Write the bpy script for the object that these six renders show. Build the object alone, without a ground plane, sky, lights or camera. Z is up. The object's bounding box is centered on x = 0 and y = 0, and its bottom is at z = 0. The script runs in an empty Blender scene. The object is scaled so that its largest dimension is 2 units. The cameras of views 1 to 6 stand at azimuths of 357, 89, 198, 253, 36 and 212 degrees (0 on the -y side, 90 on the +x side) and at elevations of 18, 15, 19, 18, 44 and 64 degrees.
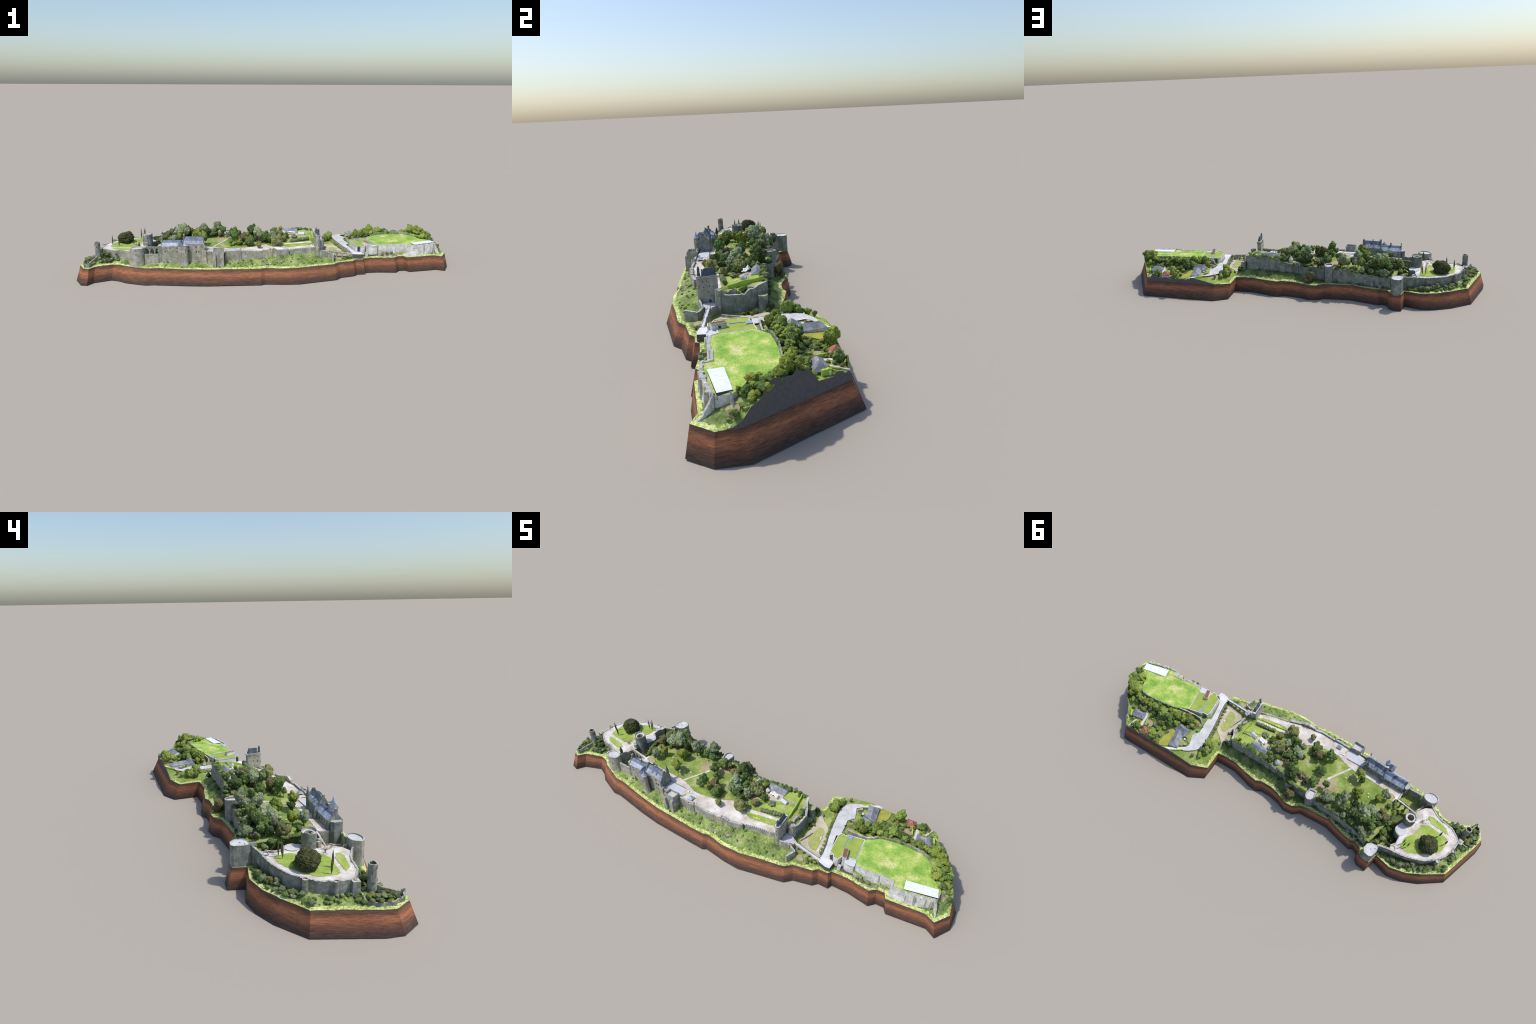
import bpy, math, random
import numpy as np
from mathutils import Vector, noise
from mathutils.geometry import delaunay_2d_cdt

rng = random.Random(11)

# ------------------------------------------------------------------ materials
def new_mat(name, rough=0.9, spec=0.2):
    m = bpy.data.materials.new(name)
    m.use_nodes = True
    b = m.node_tree.nodes["Principled BSDF"]
    b.inputs["Roughness"].default_value = rough
    b.inputs["Specular IOR Level"].default_value = spec
    return m, m.node_tree, b

def ramp(t, src, stops):
    r = t.nodes.new("ShaderNodeValToRGB")
    e = r.color_ramp.elements
    while len(e) < len(stops):
        e.new(0.5)
    for el, (p, c) in zip(e, stops):
        el.position = p
        el.color = (*c, 1)
    t.links.new(src, r.inputs[0])
    return r.outputs[0]

def coord(t, scale=(1, 1, 1)):
    tc = t.nodes.new("ShaderNodeTexCoord")
    mp = t.nodes.new("ShaderNodeMapping")
    mp.inputs["Scale"].default_value = scale
    t.links.new(tc.outputs["Object"], mp.inputs[0])
    return mp.outputs[0]

def noise_tex(t, vec, scale, detail=4, rough=0.6):
    n = t.nodes.new("ShaderNodeTexNoise")
    n.inputs["Scale"].default_value = scale
    n.inputs["Detail"].default_value = detail
    n.inputs["Roughness"].default_value = rough
    t.links.new(vec, n.inputs["Vector"])
    return n.outputs["Fac"]

def mix(t, fac, a, b, mode="MIX"):
    n = t.nodes.new("ShaderNodeMix")
    n.data_type = "RGBA"
    n.blend_type = mode
    for s, v in ((n.inputs[0], fac), (n.inputs[6], a), (n.inputs[7], b)):
        if isinstance(v, (int, float)):
            s.default_value = v
        elif isinstance(v, tuple):
            s.default_value = (*v, 1)
        else:
            t.links.new(v, s)
    return n.outputs[2]

def bump(t, b, h, strength, dist=0.001):
    n = t.nodes.new("ShaderNodeBump")
    n.inputs["Strength"].default_value = strength
    n.inputs["Distance"].default_value = dist
    t.links.new(h, n.inputs["Height"])
    t.links.new(n.outputs[0], b.inputs["Normal"])

def mottled(name, big, small, big_scale, small_scale, small_amt=0.5, rough=0.9, bumpy=0.3, dist=0.001, detail=4):
    """two layers: wide patches (stops 'big') with fine grain (stops 'small') laid over them"""
    m, t, b = new_mat(name, rough)
    v = coord(t)
    c1 = ramp(t, noise_tex(t, v, big_scale, 3), big)
    nf = noise_tex(t, v, small_scale, detail, 0.7)
    c2 = ramp(t, nf, small)
    c = mix(t, small_amt, c1, c2, "MULTIPLY")
    t.links.new(c, b.inputs["Base Color"])
    if bumpy:
        bump(t, b, nf, bumpy, dist)
    return m

GRAIN = [(0.30, (0.62, 0.62, 0.60)), (0.55, (1, 1, 1)), (0.75, (1.25, 1.25, 1.2))]
def stone(name, a, b_, stain=(0.30, 0.29, 0.22), stain_amt=0.5, rough=0.92, moss=0.0):
    m, t, b = new_mat(name, rough, 0.15)
    v = coord(t)
    c = ramp(t, noise_tex(t, v, 36, 5, 0.7), [(0.36, tuple(q * 0.72 for q in a)), (0.5, a), (0.64, b_)])
    if moss:
        mf = ramp(t, noise_tex(t, v, 19, 4, 0.7), [(0.5, (0, 0, 0)), (0.66, (moss, moss, moss))])
        c = mix(t, mf, c, (0.12, 0.145, 0.06))
    st = coord(t, (1, 1, 0.18))
    f = ramp(t, noise_tex(t, st, 70, 3), [(0.55, (0, 0, 0)), (0.75, (1, 1, 1))])
    mul = t.nodes.new("ShaderNodeMath"); mul.operation = "MULTIPLY"; mul.inputs[1].default_value = stain_amt
    t.links.new(f, mul.inputs[0])
    c = mix(t, mul.outputs[0], c, stain)
    nf = noise_tex(t, v, 230, 4, 0.75)
    c = mix(t, 0.75, c, ramp(t, nf, GRAIN), "MULTIPLY")
    sp = ramp(t, noise_tex(t, v, 120, 2, 0.5), [(0.27, (0.25, 0.25, 0.22)), (0.36, (1, 1, 1))])
    c = mix(t, 0.45, c, sp, "MULTIPLY")
    t.links.new(c, b.inputs["Base Color"])
    bump(t, b, nf, 0.35, 0.0012)
    return m

def plain(name, c, rough=0.8, spec=0.3):
    m, t, b = new_mat(name, rough, spec)
    v = coord(t)
    g = ramp(t, noise_tex(t, v, 120, 3), [(0.3, tuple(x * 0.85 for x in c)), (0.7, tuple(min(1, x * 1.12) for x in c))])
    t.links.new(g, b.inputs["Base Color"])
    return m

def foliage(name, dark, mid, light, scale=7.0):
    m, t, b = new_mat(name, 0.85, 0.15)
    v = coord(t)
    n1 = noise_tex(t, v, scale, 5, 0.75)
    n2 = noise_tex(t, v, scale * 0.4, 2)
    c = ramp(t, n1, [(0.40, dark), (0.5, mid), (0.62, light)])  # dark and light stops paint crown shadows and lit leaf tips
    c = mix(t, 0.25, c, ramp(t, n2, [(0.35, dark), (0.65, light)]))
    oi = t.nodes.new("ShaderNodeObjectInfo")
    h = t.nodes.new("ShaderNodeHueSaturation")
    mr = t.nodes.new("ShaderNodeMapRange")
    mr.inputs[3].default_value, mr.inputs[4].default_value = 0.72, 1.28
    t.links.new(oi.outputs["Random"], mr.inputs[0])
    t.links.new(mr.outputs[0], h.inputs["Value"])
    hr = t.nodes.new("ShaderNodeMath"); hr.operation = "MULTIPLY_ADD"; hr.inputs[1].default_value, hr.inputs[2].default_value = 7.31, 0.0
    fr_ = t.nodes.new("ShaderNodeMath"); fr_.operation = "FRACT"
    mh = t.nodes.new("ShaderNodeMapRange"); mh.inputs[3].default_value, mh.inputs[4].default_value = 0.482, 0.508
    t.links.new(oi.outputs["Random"], hr.inputs[0]); t.links.new(hr.outputs[0], fr_.inputs[0]); t.links.new(fr_.outputs[0], mh.inputs[0]); t.links.new(mh.outputs[0], h.inputs["Hue"])
    t.links.new(c, h.inputs["Color"])
    t.links.new(h.outputs[0], b.inputs["Base Color"])
    bump(t, b, n1, 0.5, 0.05)
    tr = t.nodes.new("ShaderNodeBsdfTranslucent")
    t.links.new(h.outputs[0], tr.inputs[0])
    ms = t.nodes.new("ShaderNodeMixShader")
    ms.inputs[0].default_value = 0.08
    out = t.nodes["Material Output"]
    t.links.new(b.outputs[0], ms.inputs[1])
    t.links.new(tr.outputs[0], ms.inputs[2])
    t.links.new(ms.outputs[0], out.inputs[0])
    return m

def soil(name):
    """layered earth: long horizontal streaks of rust and dull brown"""
    m, t, b = new_mat(name, 0.85, 0.2)
    v = coord(t, (1, 1, 7))
    n1 = noise_tex(t, v, 11, 6, 0.7)
    n2 = noise_tex(t, coord(t, (1, 1, 14)), 34, 6, 0.8)
    # warmth swells toward the middle of the bed, dull at its top and foot
    tc = t.nodes.new("ShaderNodeTexCoord"); sp = t.nodes.new("ShaderNodeSeparateXYZ")
    t.links.new(tc.outputs["Object"], sp.inputs[0])
    ad = t.nodes.new("ShaderNodeMath"); ad.operation = "MULTIPLY_ADD"; ad.inputs[1].default_value = 0.045
    t.links.new(n1, ad.inputs[0]); t.links.new(sp.outputs[2], ad.inputs[2])
    band = ramp(t, ad.outputs[0], [(0.030, SOIL[0]), (0.052, SOIL[1]), (0.074, SOIL[2]), (0.090, SOIL[1]), (0.102, SOIL[3])])
    g = ramp(t, n2, [(0.34, (0.42, 0.42, 0.44)), (0.5, (0.95, 0.95, 0.95)), (0.64, (1.6, 1.5, 1.42))])
    c = mix(t, 0.9, band, g, "MULTIPLY")
    t.links.new(c, b.inputs["Base Color"])
    bump(t, b, n2, 0.3, 0.001)
    return m

SOIL = [(0.070, 0.050, 0.043), (0.155, 0.077, 0.050), (0.36, 0.148, 0.076), (0.105, 0.070, 0.052)]  # tones lowered overall for shading seen on east and west faces
M = {}
M["soil"] = soil("layered_soil")
G2 = [(0.30, (0.55, 0.58, 0.5)), (0.5, (1, 1, 1)), (0.72, (1.4, 1.35, 1.3))]
M["lawn"] = mottled("lush_lawn", [(0.32, (0.19, 0.36, 0.06)), (0.46, (0.29, 0.45, 0.085)), (0.56, (0.42, 0.52, 0.13)), (0.66, (0.60, 0.59, 0.28))], G2, 20, 240, 0.85)
M["park"] = mottled("park_lawn", [(0.3, (0.155, 0.235, 0.045)), (0.52, (0.25, 0.335, 0.08)), (0.70, (0.42, 0.42, 0.18))], G2, 18, 190, 0.8)
M["west_lawn"] = mottled("terrace_lawn", [(0.3, (0.24, 0.37, 0.06)), (0.52, (0.33, 0.43, 0.09)), (0.70, (0.46, 0.48, 0.19))], G2, 24, 200, 0.7)
M["slope"] = mottled("hillside_scrub", [(0.28, (0.10, 0.15, 0.05)), (0.45, (0.19, 0.26, 0.075)), (0.58, (0.28, 0.35, 0.11)), (0.72, (0.40, 0.38, 0.24))], [(0.30, (0.35, 0.4, 0.32)), (0.5, (1, 1, 1)), (0.7, (1.5, 1.45, 1.4))], 16, 130, 0.85, bumpy=0.6, dist=0.002)
M["rim"] = mottled("pale_rim_grass", [(0.3, (0.36, 0.43, 0.12)), (0.7, (0.58, 0.63, 0.28))], [(0.38, (0.34, 0.40, 0.2)), (0.48, (0.9, 0.92, 0.8)), (0.6, (1.3, 1.3, 1.4))], 20, 130, 1.0, bumpy=0.5)
M["scrub_dark"] = mottled("ditch_scrub", [(0.3, (0.06, 0.095, 0.03)), (0.5, (0.115, 0.165, 0.05)), (0.7, (0.21, 0.25, 0.09))], G2, 22, 130, 0.8, bumpy=0.6, dist=0.002)  # green deepened to paint the castle's shadow on the north slope
M["roof_grass"] = mottled("roof_grass", [(0.3, (0.27, 0.36, 0.07)), (0.7, (0.37, 0.44, 0.10))], G2, 30, 260, 0.6)
M["garden"] = mottled("garden_lawn", [(0.3, (0.26, 0.36, 0.065)), (0.7, (0.42, 0.48, 0.12))], G2, 30, 220, 0.6)
M["yellow_lawn"] = mottled("yellow_lawn", [(0.3, (0.32, 0.32, 0.06)), (0.7, (0.47, 0.45, 0.09))], G2, 25, 220, 0.5)
M["lime"] = mottled("clipped_hedge", [(0.3, (0.32, 0.48, 0.05)), (0.7, (0.48, 0.64, 0.10))], G2, 60, 300, 0.5)
M["gravel"] = mottled("pale_gravel", [(0.26, (0.42, 0.40, 0.28)), (0.38, (0.54, 0.48, 0.42)), (0.54, (0.66, 0.61, 0.57)), (0.72, (0.82, 0.80, 0.78))], [(0.3, (0.8, 0.8, 0.8)), (0.6, (1.08, 1.08, 1.08))], 22, 220, 0.6, bumpy=0.15)  # near-white last stop tints in the sunlit spots
M["dirt"] = mottled("bare_dirt", [(0.3, (0.34, 0.27, 0.16)), (0.5, (0.46, 0.38, 0.25)), (0.75, (0.33, 0.38, 0.12))], GRAIN, 30, 160, 0.6)
M["track"] = mottled("dusty_track", [(0.3, (0.47, 0.41, 0.30)), (0.7, (0.62, 0.56, 0.45))], GRAIN, 30, 200, 0.5)
M["dry_grass"] = mottled("dry_grass", [(0.3, (0.30, 0.36, 0.10)), (0.7, (0.46, 0.46, 0.18))], G2, 28, 200, 0.6)
M["road"] = mottled("pale_road", [(0.3, (0.44, 0.43, 0.42)), (0.5, (0.60, 0.60, 0.60)), (0.7, (0.76, 0.76, 0.78))], [(0.3, (0.8, 0.8, 0.8)), (0.6, (1.05, 1.05, 1.05))], 14, 150, 0.6, bumpy=0.1)
M["bluegravel"] = mottled("blue_grey_paving", [(0.3, (0.50, 0.53, 0.58)), (0.7, (0.64, 0.67, 0.74))], [(0.3, (0.9, 0.9, 0.9)), (0.6, (1.05, 1.05, 1.05))], 18, 200, 0.6, bumpy=0.1)
M["stone"] = stone("grey_ashlar", (0.36, 0.355, 0.30), (0.50, 0.49, 0.42), (0.26, 0.24, 0.17), 0.6, 0.92, 0.3)
M["stone_cool"] = stone("weathered_stone", (0.23, 0.25, 0.23), (0.36, 0.37, 0.335), (0.12, 0.13, 0.09), 0.8, 0.92, 0.75)  # darkened and greened to carry the shade on north and east walls
M["stone_pale"] = stone("pale_limestone", (0.68, 0.67, 0.64), (0.84, 0.83, 0.80), (0.42, 0.40, 0.32), 0.35)
M["rubble"] = stone("rubble_masonry", (0.40, 0.37, 0.28), (0.60, 0.57, 0.48), (0.22, 0.20, 0.12), 0.7)
M["mossy"] = stone("mossy_wall", (0.26, 0.29, 0.20), (0.42, 0.44, 0.34), (0.16, 0.22, 0.07), 0.7)
M["cap"] = stone("pale_coping", (0.46, 0.455, 0.43), (0.64, 0.63, 0.61), (0.3, 0.3, 0.27), 0.4)
M["deck"] = mottled("tower_deck", [(0.3, (0.50, 0.50, 0.50)), (0.7, (0.66, 0.66, 0.67))], GRAIN, 40, 200, 0.4)
M["slate"] = stone("blue_slate", (0.13, 0.16, 0.215), (0.23, 0.275, 0.355), (0.34, 0.37, 0.43), 0.35, 0.55)
M["slate_dark"] = stone("dark_slate", (0.075, 0.095, 0.125), (0.14, 0.17, 0.21), (0.22, 0.25, 0.29), 0.35, 0.55)
M["slate_mid"] = stone("mid_slate", (0.28, 0.325, 0.39), (0.40, 0.45, 0.52), (0.24, 0.29, 0.38), 0.35, 0.55)
M["slate_pale"] = stone("pale_slate", (0.42, 0.48, 0.60), (0.58, 0.64, 0.76), (0.30, 0.36, 0.5), 0.35, 0.5)
M["slate_grey"] = stone("grey_slate", (0.24, 0.25, 0.29), (0.38, 0.40, 0.45), (0.45, 0.5, 0.52), 0.4, 0.6)
M["tile"] = stone("red_tile", (0.36, 0.15, 0.11), (0.50, 0.26, 0.20), (0.30, 0.14, 0.10), 0.4, 0.8)
M["white_roof"] = plain("white_membrane", (0.76, 0.80, 0.88), 0.5)
M["white"] = plain("white_cloth", (0.82, 0.82, 0.82), 0.6)
M["cutgrey"] = plain("dark_cut_face", (0.115, 0.112, 0.114), 0.9, 0.1)
M["darkfoot"] = plain("dark_foundation", (0.10, 0.10, 0.095), 0.9, 0.1)
M["window"] = plain("dark_window", (0.045, 0.045, 0.05), 0.3)
M["redwood"] = plain("red_shutter", (0.20, 0.08, 0.06), 0.6)
M["glass"] = plain("blue_skylight", (0.28, 0.36, 0.50), 0.25, 0.5)
M["rust"] = plain("rust_roof", (0.23, 0.11, 0.07), 0.9)
M["bark"] = plain("bark", (0.10, 0.075, 0.05), 0.9)
M["carwhite"] = plain("white_paint", (0.75, 0.77, 0.80), 0.3, 0.5)
M["cardark"] = plain("dark_paint", (0.07, 0.09, 0.12), 0.3, 0.5)
M["f_mid"] = foliage("leaf_green", (0.024, 0.052, 0.014), (0.095, 0.18, 0.042), (0.31, 0.43, 0.14))
M["f_pale"] = foliage("leaf_silver_green", (0.06, 0.09, 0.04), (0.25, 0.33, 0.15), (0.58, 0.66, 0.42))
M["f_lime"] = foliage("leaf_lime", (0.06, 0.1, 0.014), (0.25, 0.35, 0.045), (0.55, 0.64, 0.16))
M["f_dark"] = foliage("leaf_dark", (0.018, 0.033, 0.011), (0.06, 0.1, 0.03), (0.19, 0.25, 0.09))
M["f_olive"] = foliage("leaf_olive", (0.045, 0.055, 0.018), (0.18, 0.205, 0.065), (0.42, 0.45, 0.2))
M["f_brown"] = foliage("leaf_bronze", (0.09, 0.085, 0.03), (0.24, 0.22, 0.10), (0.42, 0.38, 0.20))
M["f_sage"] = foliage("leaf_sage", (.06, .075, .02), (.24, .28, .085), (.50, .54, .24))
M["f_bright"] = foliage("leaf_sunny_green", (0.045, 0.085, 0.014), (0.21, 0.32, 0.05), (0.48, 0.6, 0.17))  # leaf colour lightened for the sun on the fort trees
M["f_yew"] = foliage("leaf_yew", (0.02, 0.03, 0.01), (0.085, 0.1, 0.035), (0.27, 0.29, 0.13), 9)
M["f_grey"] = foliage("leaf_grey_green", (0.05, 0.07, 0.032), (0.2, 0.26, 0.12), (0.48, 0.54, 0.33))
M["f_pink"] = foliage("leaf_plum", (0.12, 0.06, 0.08), (0.30, 0.18, 0.22), (0.5, 0.35, 0.4))

# ------------------------------------------------------------------ scene tree
root = bpy.data.objects.new("castle_hill_model", None)
bpy.context.scene.collection.objects.link(root)
root["label"] = "scale model of a ruined hilltop castle with gardens and trees"
root["category"] = "castle diorama"

def empty(name, parent=root):
    o = bpy.data.objects.new(name, None)
    bpy.context.scene.collection.objects.link(o)
    o.parent = parent
    return o

class B:
    """mesh builder: gathers solids with their own materials into one part"""
    def __init__(self):
        self.v, self.f, self.m, self.mats = [], [], [], []
    def mi(self, mat):
        if mat not in self.mats:
            self.mats.append(mat)
        return self.mats.index(mat)
    def add(self, verts, faces, mat):
        k, i = len(self.v), self.mi(mat)
        self.v += [tuple(p) for p in verts]
        for f in faces:
            self.f.append([k + j for j in f]); self.m.append(i)
    def obj(self, name, parent=root, smooth=None, kind=None):
        me = bpy.data.meshes.new(name)
        me.from_pydata(self.v, [], self.f)
        for x in self.mats:
            me.materials.append(M[x])
        me.polygons.foreach_set("material_index", self.m)
        import bmesh
        bm = bmesh.new(); bm.from_mesh(me)
        bmesh.ops.recalc_face_normals(bm, faces=bm.faces)
        bm.to_mesh(me); bm.free()
        if smooth is not None:
            me.shade_smooth()
            me.set_sharp_from_angle(angle=math.radians(smooth))
        o = bpy.data.objects.new(name, me)
        bpy.context.scene.collection.objects.link(o)
        o.parent = parent
        if kind:
            o["kind"] = kind
        return o
    # ---- solids
    def prism(self, poly, z0, z1, mat, top=None, s0=1.0, s1=1.0):
        """z0, z1: number or function of x, y; s0, s1 scale the foot and the head about the middle"""
        n = len(poly)
        cx, cy = sum(p[0] for p in poly) / n, sum(p[1] for p in poly) / n
        g = lambda z, x, y: z(x, y) if callable(z) else z
        lo = [(cx + (x - cx) * s0, cy + (y - cy) * s0, g(z0, x, y)) for x, y in poly]
        hi = [(cx + (x - cx) * s1, cy + (y - cy) * s1, g(z1, x, y)) for x, y in poly]
        self.add(lo + hi, [[i, (i + 1) % n, n + (i + 1) % n, n + i] for i in range(n)] + [list(range(n))[::-1]], mat)
        self.add(hi, [list(range(n))], top or mat)
    def box(self, c, s, mat, rot=0.0, top=None):
        a, b = math.cos(rot), math.sin(rot)
        p = [(c[0] + a * x - b * y, c[1] + b * x + a * y) for x, y in ((-s[0] / 2, -s[1] / 2), (s[0] / 2, -s[1] / 2), (s[0] / 2, s[1] / 2), (-s[0] / 2, s[1] / 2))]
        self.prism(p, c[2] - s[2] / 2, c[2] + s[2] / 2, mat, top)
    def lathe(self, c, prof, mat, n=32, ax=(1, 1), jit=0.0, mats=None):
        rings = []
        for r, z in prof:
            rings.append([(c[0] + ax[0] * r * math.cos(2 * math.pi * i / n), c[1] + ax[1] * r * math.sin(2 * math.pi * i / n),
                           z + (jit * noise.noise(Vector((c[0] * 9 + 5 * math.cos(2 * math.pi * i / n), 5 * math.sin(2 * math.pi * i / n), z * 40))) if jit else 0)) for i in range(n)])
        for k in range(len(rings) - 1):
            self.add(rings[k] + rings[k + 1], [[i, (i + 1) % n, n + (i + 1) % n, n + i] for i in range(n)], mats[k] if mats else mat)
        for ring, z in ((rings[0], 0), (rings[-1], -1)):
            self.add(ring, [list(range(n))], mats[z] if mats else mat)
    def hollow(self, poly, z0, z1, rim, floor, mat, foot=1.0, cap="cap", deck="deck", rag=0.0):
        """a tower of any plan with parapet and sunken deck"""
        n = len(poly)
        cx, cy = sum(p[0] for p in poly) / n, sum(p[1] for p in poly) / n
        rad = sum(math.hypot(x - cx, y - cy) for x, y in poly) / n
        k = 1 - rim / rad
        S = lambda s, z, j=0: [(cx + (x - cx) * s, cy + (y - cy) * s, z + (j * noise.noise(Vector((x * 150, y * 150, 3.0))))) for x, y in poly]
        zm = z0 + 0.35 * (z1 - z0)
        L = [S(foot, z0), S(1 + (foot - 1) * 0.25, zm), S(1, z0 + 0.6 * (z1 - z0)), S(1, z1, rag), S(k, z1, rag), S(k * 0.985, floor)]
        q = [[i, (i + 1) % n, n + (i + 1) % n, n + i] for i in range(n)]
        for a, b, m in ((0, 1, mat), (1, 2, mat), (2, 3, mat), (3, 4, cap), (4, 5, mat)):
            self.add(L[a] + L[b], q, m)
        self.add(L[5], [list(range(n))], deck)
    def gable(self, a, b, half, z0, ze, zr, wall, roof, over=0.0015, hip=0.0, kink=None, upper=None):
        """a house: ridge runs from a to b in plan, half = half the span"""
        a, b = Vector((*a, 0)), Vector((*b, 0))
        d = (b - a).normalized(); nrm = Vector((-d.y, d.x, 0))
        P = lambda o, s, z: (o + nrm * s + Vector((0, 0, z)))
        base = [P(a, -half, 0), P(b, -half, 0), P(b, half, 0), P(a, half, 0)]
        self.prism([(p.x, p.y) for p in base], z0, ze, wall)
        ra, rb = a + d * hip, b - d * hip
        o, th = half + over, 0.0012
        ea, eb = a - d * over, b + d * over
        if kink:   # steep upper slope over a flatter skirt
            kx, kz = kink
            rows = [[P(e_, s * w, z + th) for e_ in (ea, eb)] for s, w, z in ((-1, o, ze), (-1, kx, kz), (1, 0, zr), (1, kx, kz), (1, o, ze))]
            for k, m in ((0, roof), (1, upper), (2, upper), (3, roof)):
                self.add(rows[k] + rows[k + 1], [[0, 1, 3, 2]], m)
            for j in (0, 1):
                self.add([r[j] for r in rows], [[0, 1, 2, 3, 4]], wall)
            return
        for dz in (th,):
            v = [P(ea, -o, ze + dz), P(eb, -o, ze + dz), P(eb, o, ze + dz), P(ea, o, ze + dz),
                 P(ra if hip else ea, 0, zr + dz), P(rb if hip else eb, 0, zr + dz),
                 P(ea, -o, ze), P(eb, -o, ze), P(eb, o, ze), P(ea, o, ze)]
            self.add(v, [[0, 1, 5, 4], [2, 3, 4, 5], [0, 1, 7, 6], [1, 2, 8, 7], [2, 3, 9, 8], [3, 0, 6, 9], [6, 7, 8, 9]], roof)
            self.add(v, [[0, 4, 3], [1, 2, 5]], roof if hip else wall)
    def band(self, path, mat, cap=None, foot=1.25, step=0.005, jz=0.0016, jl=0.0011, gap=None, seed=0):
        """a wall: path of (x, y, ztop, zbottom, thickness); resampled, with ragged top and battered foot"""
        pts = []
        for i in range(len(path) - 1):
            p, q = np.array(path[i], float), np.array(path[i + 1], float)
            n = max(1, int(np.linalg.norm((q - p)[:2]) / step))
            pts += [p + (q - p) * k / n for k in range(n)]
        pts.append(np.array(path[-1], float))
        pts = np.array(pts)
        L = []
        for i, p in enumerate(pts):
            a, b = pts[max(i - 1, 0)], pts[min(i + 1, len(pts) - 1)]
            d = (b - a)[:2]; d = d / (np.linalg.norm(d) + 1e-9)
            n = np.array([-d[1], d[0]])
            w = p[4] / 2
            q = Vector((p[0] * 130, p[1] * 130, seed))
            zt = p[2] + jz * 2 * noise.noise(q)
            o = jl * 2 * noise.noise(q + Vector((9, 3, 5)))
            h = zt - p[3]
            row = []
            for s, z in ((-w * foot, p[3]), (-w * (1 + (foot - 1) * 0.2) + o, p[3] + h * 0.45), (-w + o, zt), (w + o, zt), (w * (1 + (foot - 1) * 0.2) + o, p[3] + h * 0.45), (w * foot, p[3])):
                row.append((p[0] + n[0] * s, p[1] + n[1] * s, z))
            L.append(row)
        for r, s in zip(L[:-1], L[1:]):
            self.add(r + s, [[0, 1, 7, 6], [1, 2, 8, 7], [3, 4, 10, 9], [4, 5, 11, 10]], mat)
            self.add(r + s, [[2, 3, 9, 8]], cap or mat)
        self.add(L[0], [[0, 1, 2, 3, 4, 5]], mat); self.add(L[-1], [[5, 4, 3, 2, 1, 0]], mat)
    def extrude(self, prof, org, along, thick, mat):
        """prof: outline (s, z) in a vertical plane through org running along 'along'"""
        d = Vector((*along, 0)).normalized(); n = Vector((-d.y, d.x, 0)); o = Vector((*org, 0))
        k = len(prof)
        A = [o + d * s + n * (-thick / 2) + Vector((0, 0, z)) for s, z in prof]
        C = [o + d * s + n * (thick / 2) + Vector((0, 0, z)) for s, z in prof]
        t = delaunay_2d_cdt([Vector(p) for p in prof], [], [list(range(k))], 1, 1e-7)
        if len(t[0]) == k:
            self.add(A, [list(f) for f in t[2]], mat); self.add(C, [list(f)[::-1] for f in t[2]], mat)
        self.add(A + C, [[i, (i + 1) % k, k + (i + 1) % k, k + i] for i in range(k)], mat)

def rbf(ctrl):
    """smooth height surface through control points (x, y, z)"""
    c = np.array(ctrl, float)
    n = len(c)
    D = np.hypot(c[:, None, 0] - c[None, :, 0], c[:, None, 1] - c[None, :, 1])
    A = np.zeros((n + 3, n + 3))
    A[:n, :n] = D - np.eye(n) * 0.002
    A[:n, n] = 1; A[:n, n + 1:] = c[:, :2]
    A[n, :n] = 1; A[n + 1:, :n] = c[:, :2].T
    w = np.linalg.solve(A, np.concatenate([c[:, 2], [0, 0, 0]]))
    def f(x, y):
        d = np.hypot(x - c[:, 0], y - c[:, 1])
        return float(d @ w[:n] + w[n] + w[n + 1] * x + w[n + 2] * y)
    return f

def inside(poly, x, y):
    r, j = False, len(poly) - 1
    for i in range(len(poly)):
        (xi, yi), (xj, yj) = poly[i], poly[j]
        if (yi > y) != (yj > y) and x < (xj - xi) * (y - yi) / (yj - yi) + xi:
            r = not r
        j = i
    return r

def edge_dist(poly, pts):
    p = np.array(pts)
    best = np.full(len(p), 9.0)
    for i in range(len(poly)):
        a, b = np.array(poly[i]), np.array(poly[(i + 1) % len(poly)])
        t = np.clip(((p - a) @ (b - a)) / max((b - a) @ (b - a), 1e-12), 0, 1)
        best = np.minimum(best, np.linalg.norm(p - a - t[:, None] * (b - a), axis=1))
    return best

def smooth_poly(poly, it=1):
    for _ in range(it):
        q = []
        for i in range(len(poly)):
            a, b = poly[i], poly[(i + 1) % len(poly)]
            q += [(a[0] * .75 + b[0] * .25, a[1] * .75 + b[1] * .25), (a[0] * .25 + b[0] * .75, a[1] * .25 + b[1] * .75)]
        poly = q
    return poly

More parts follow.
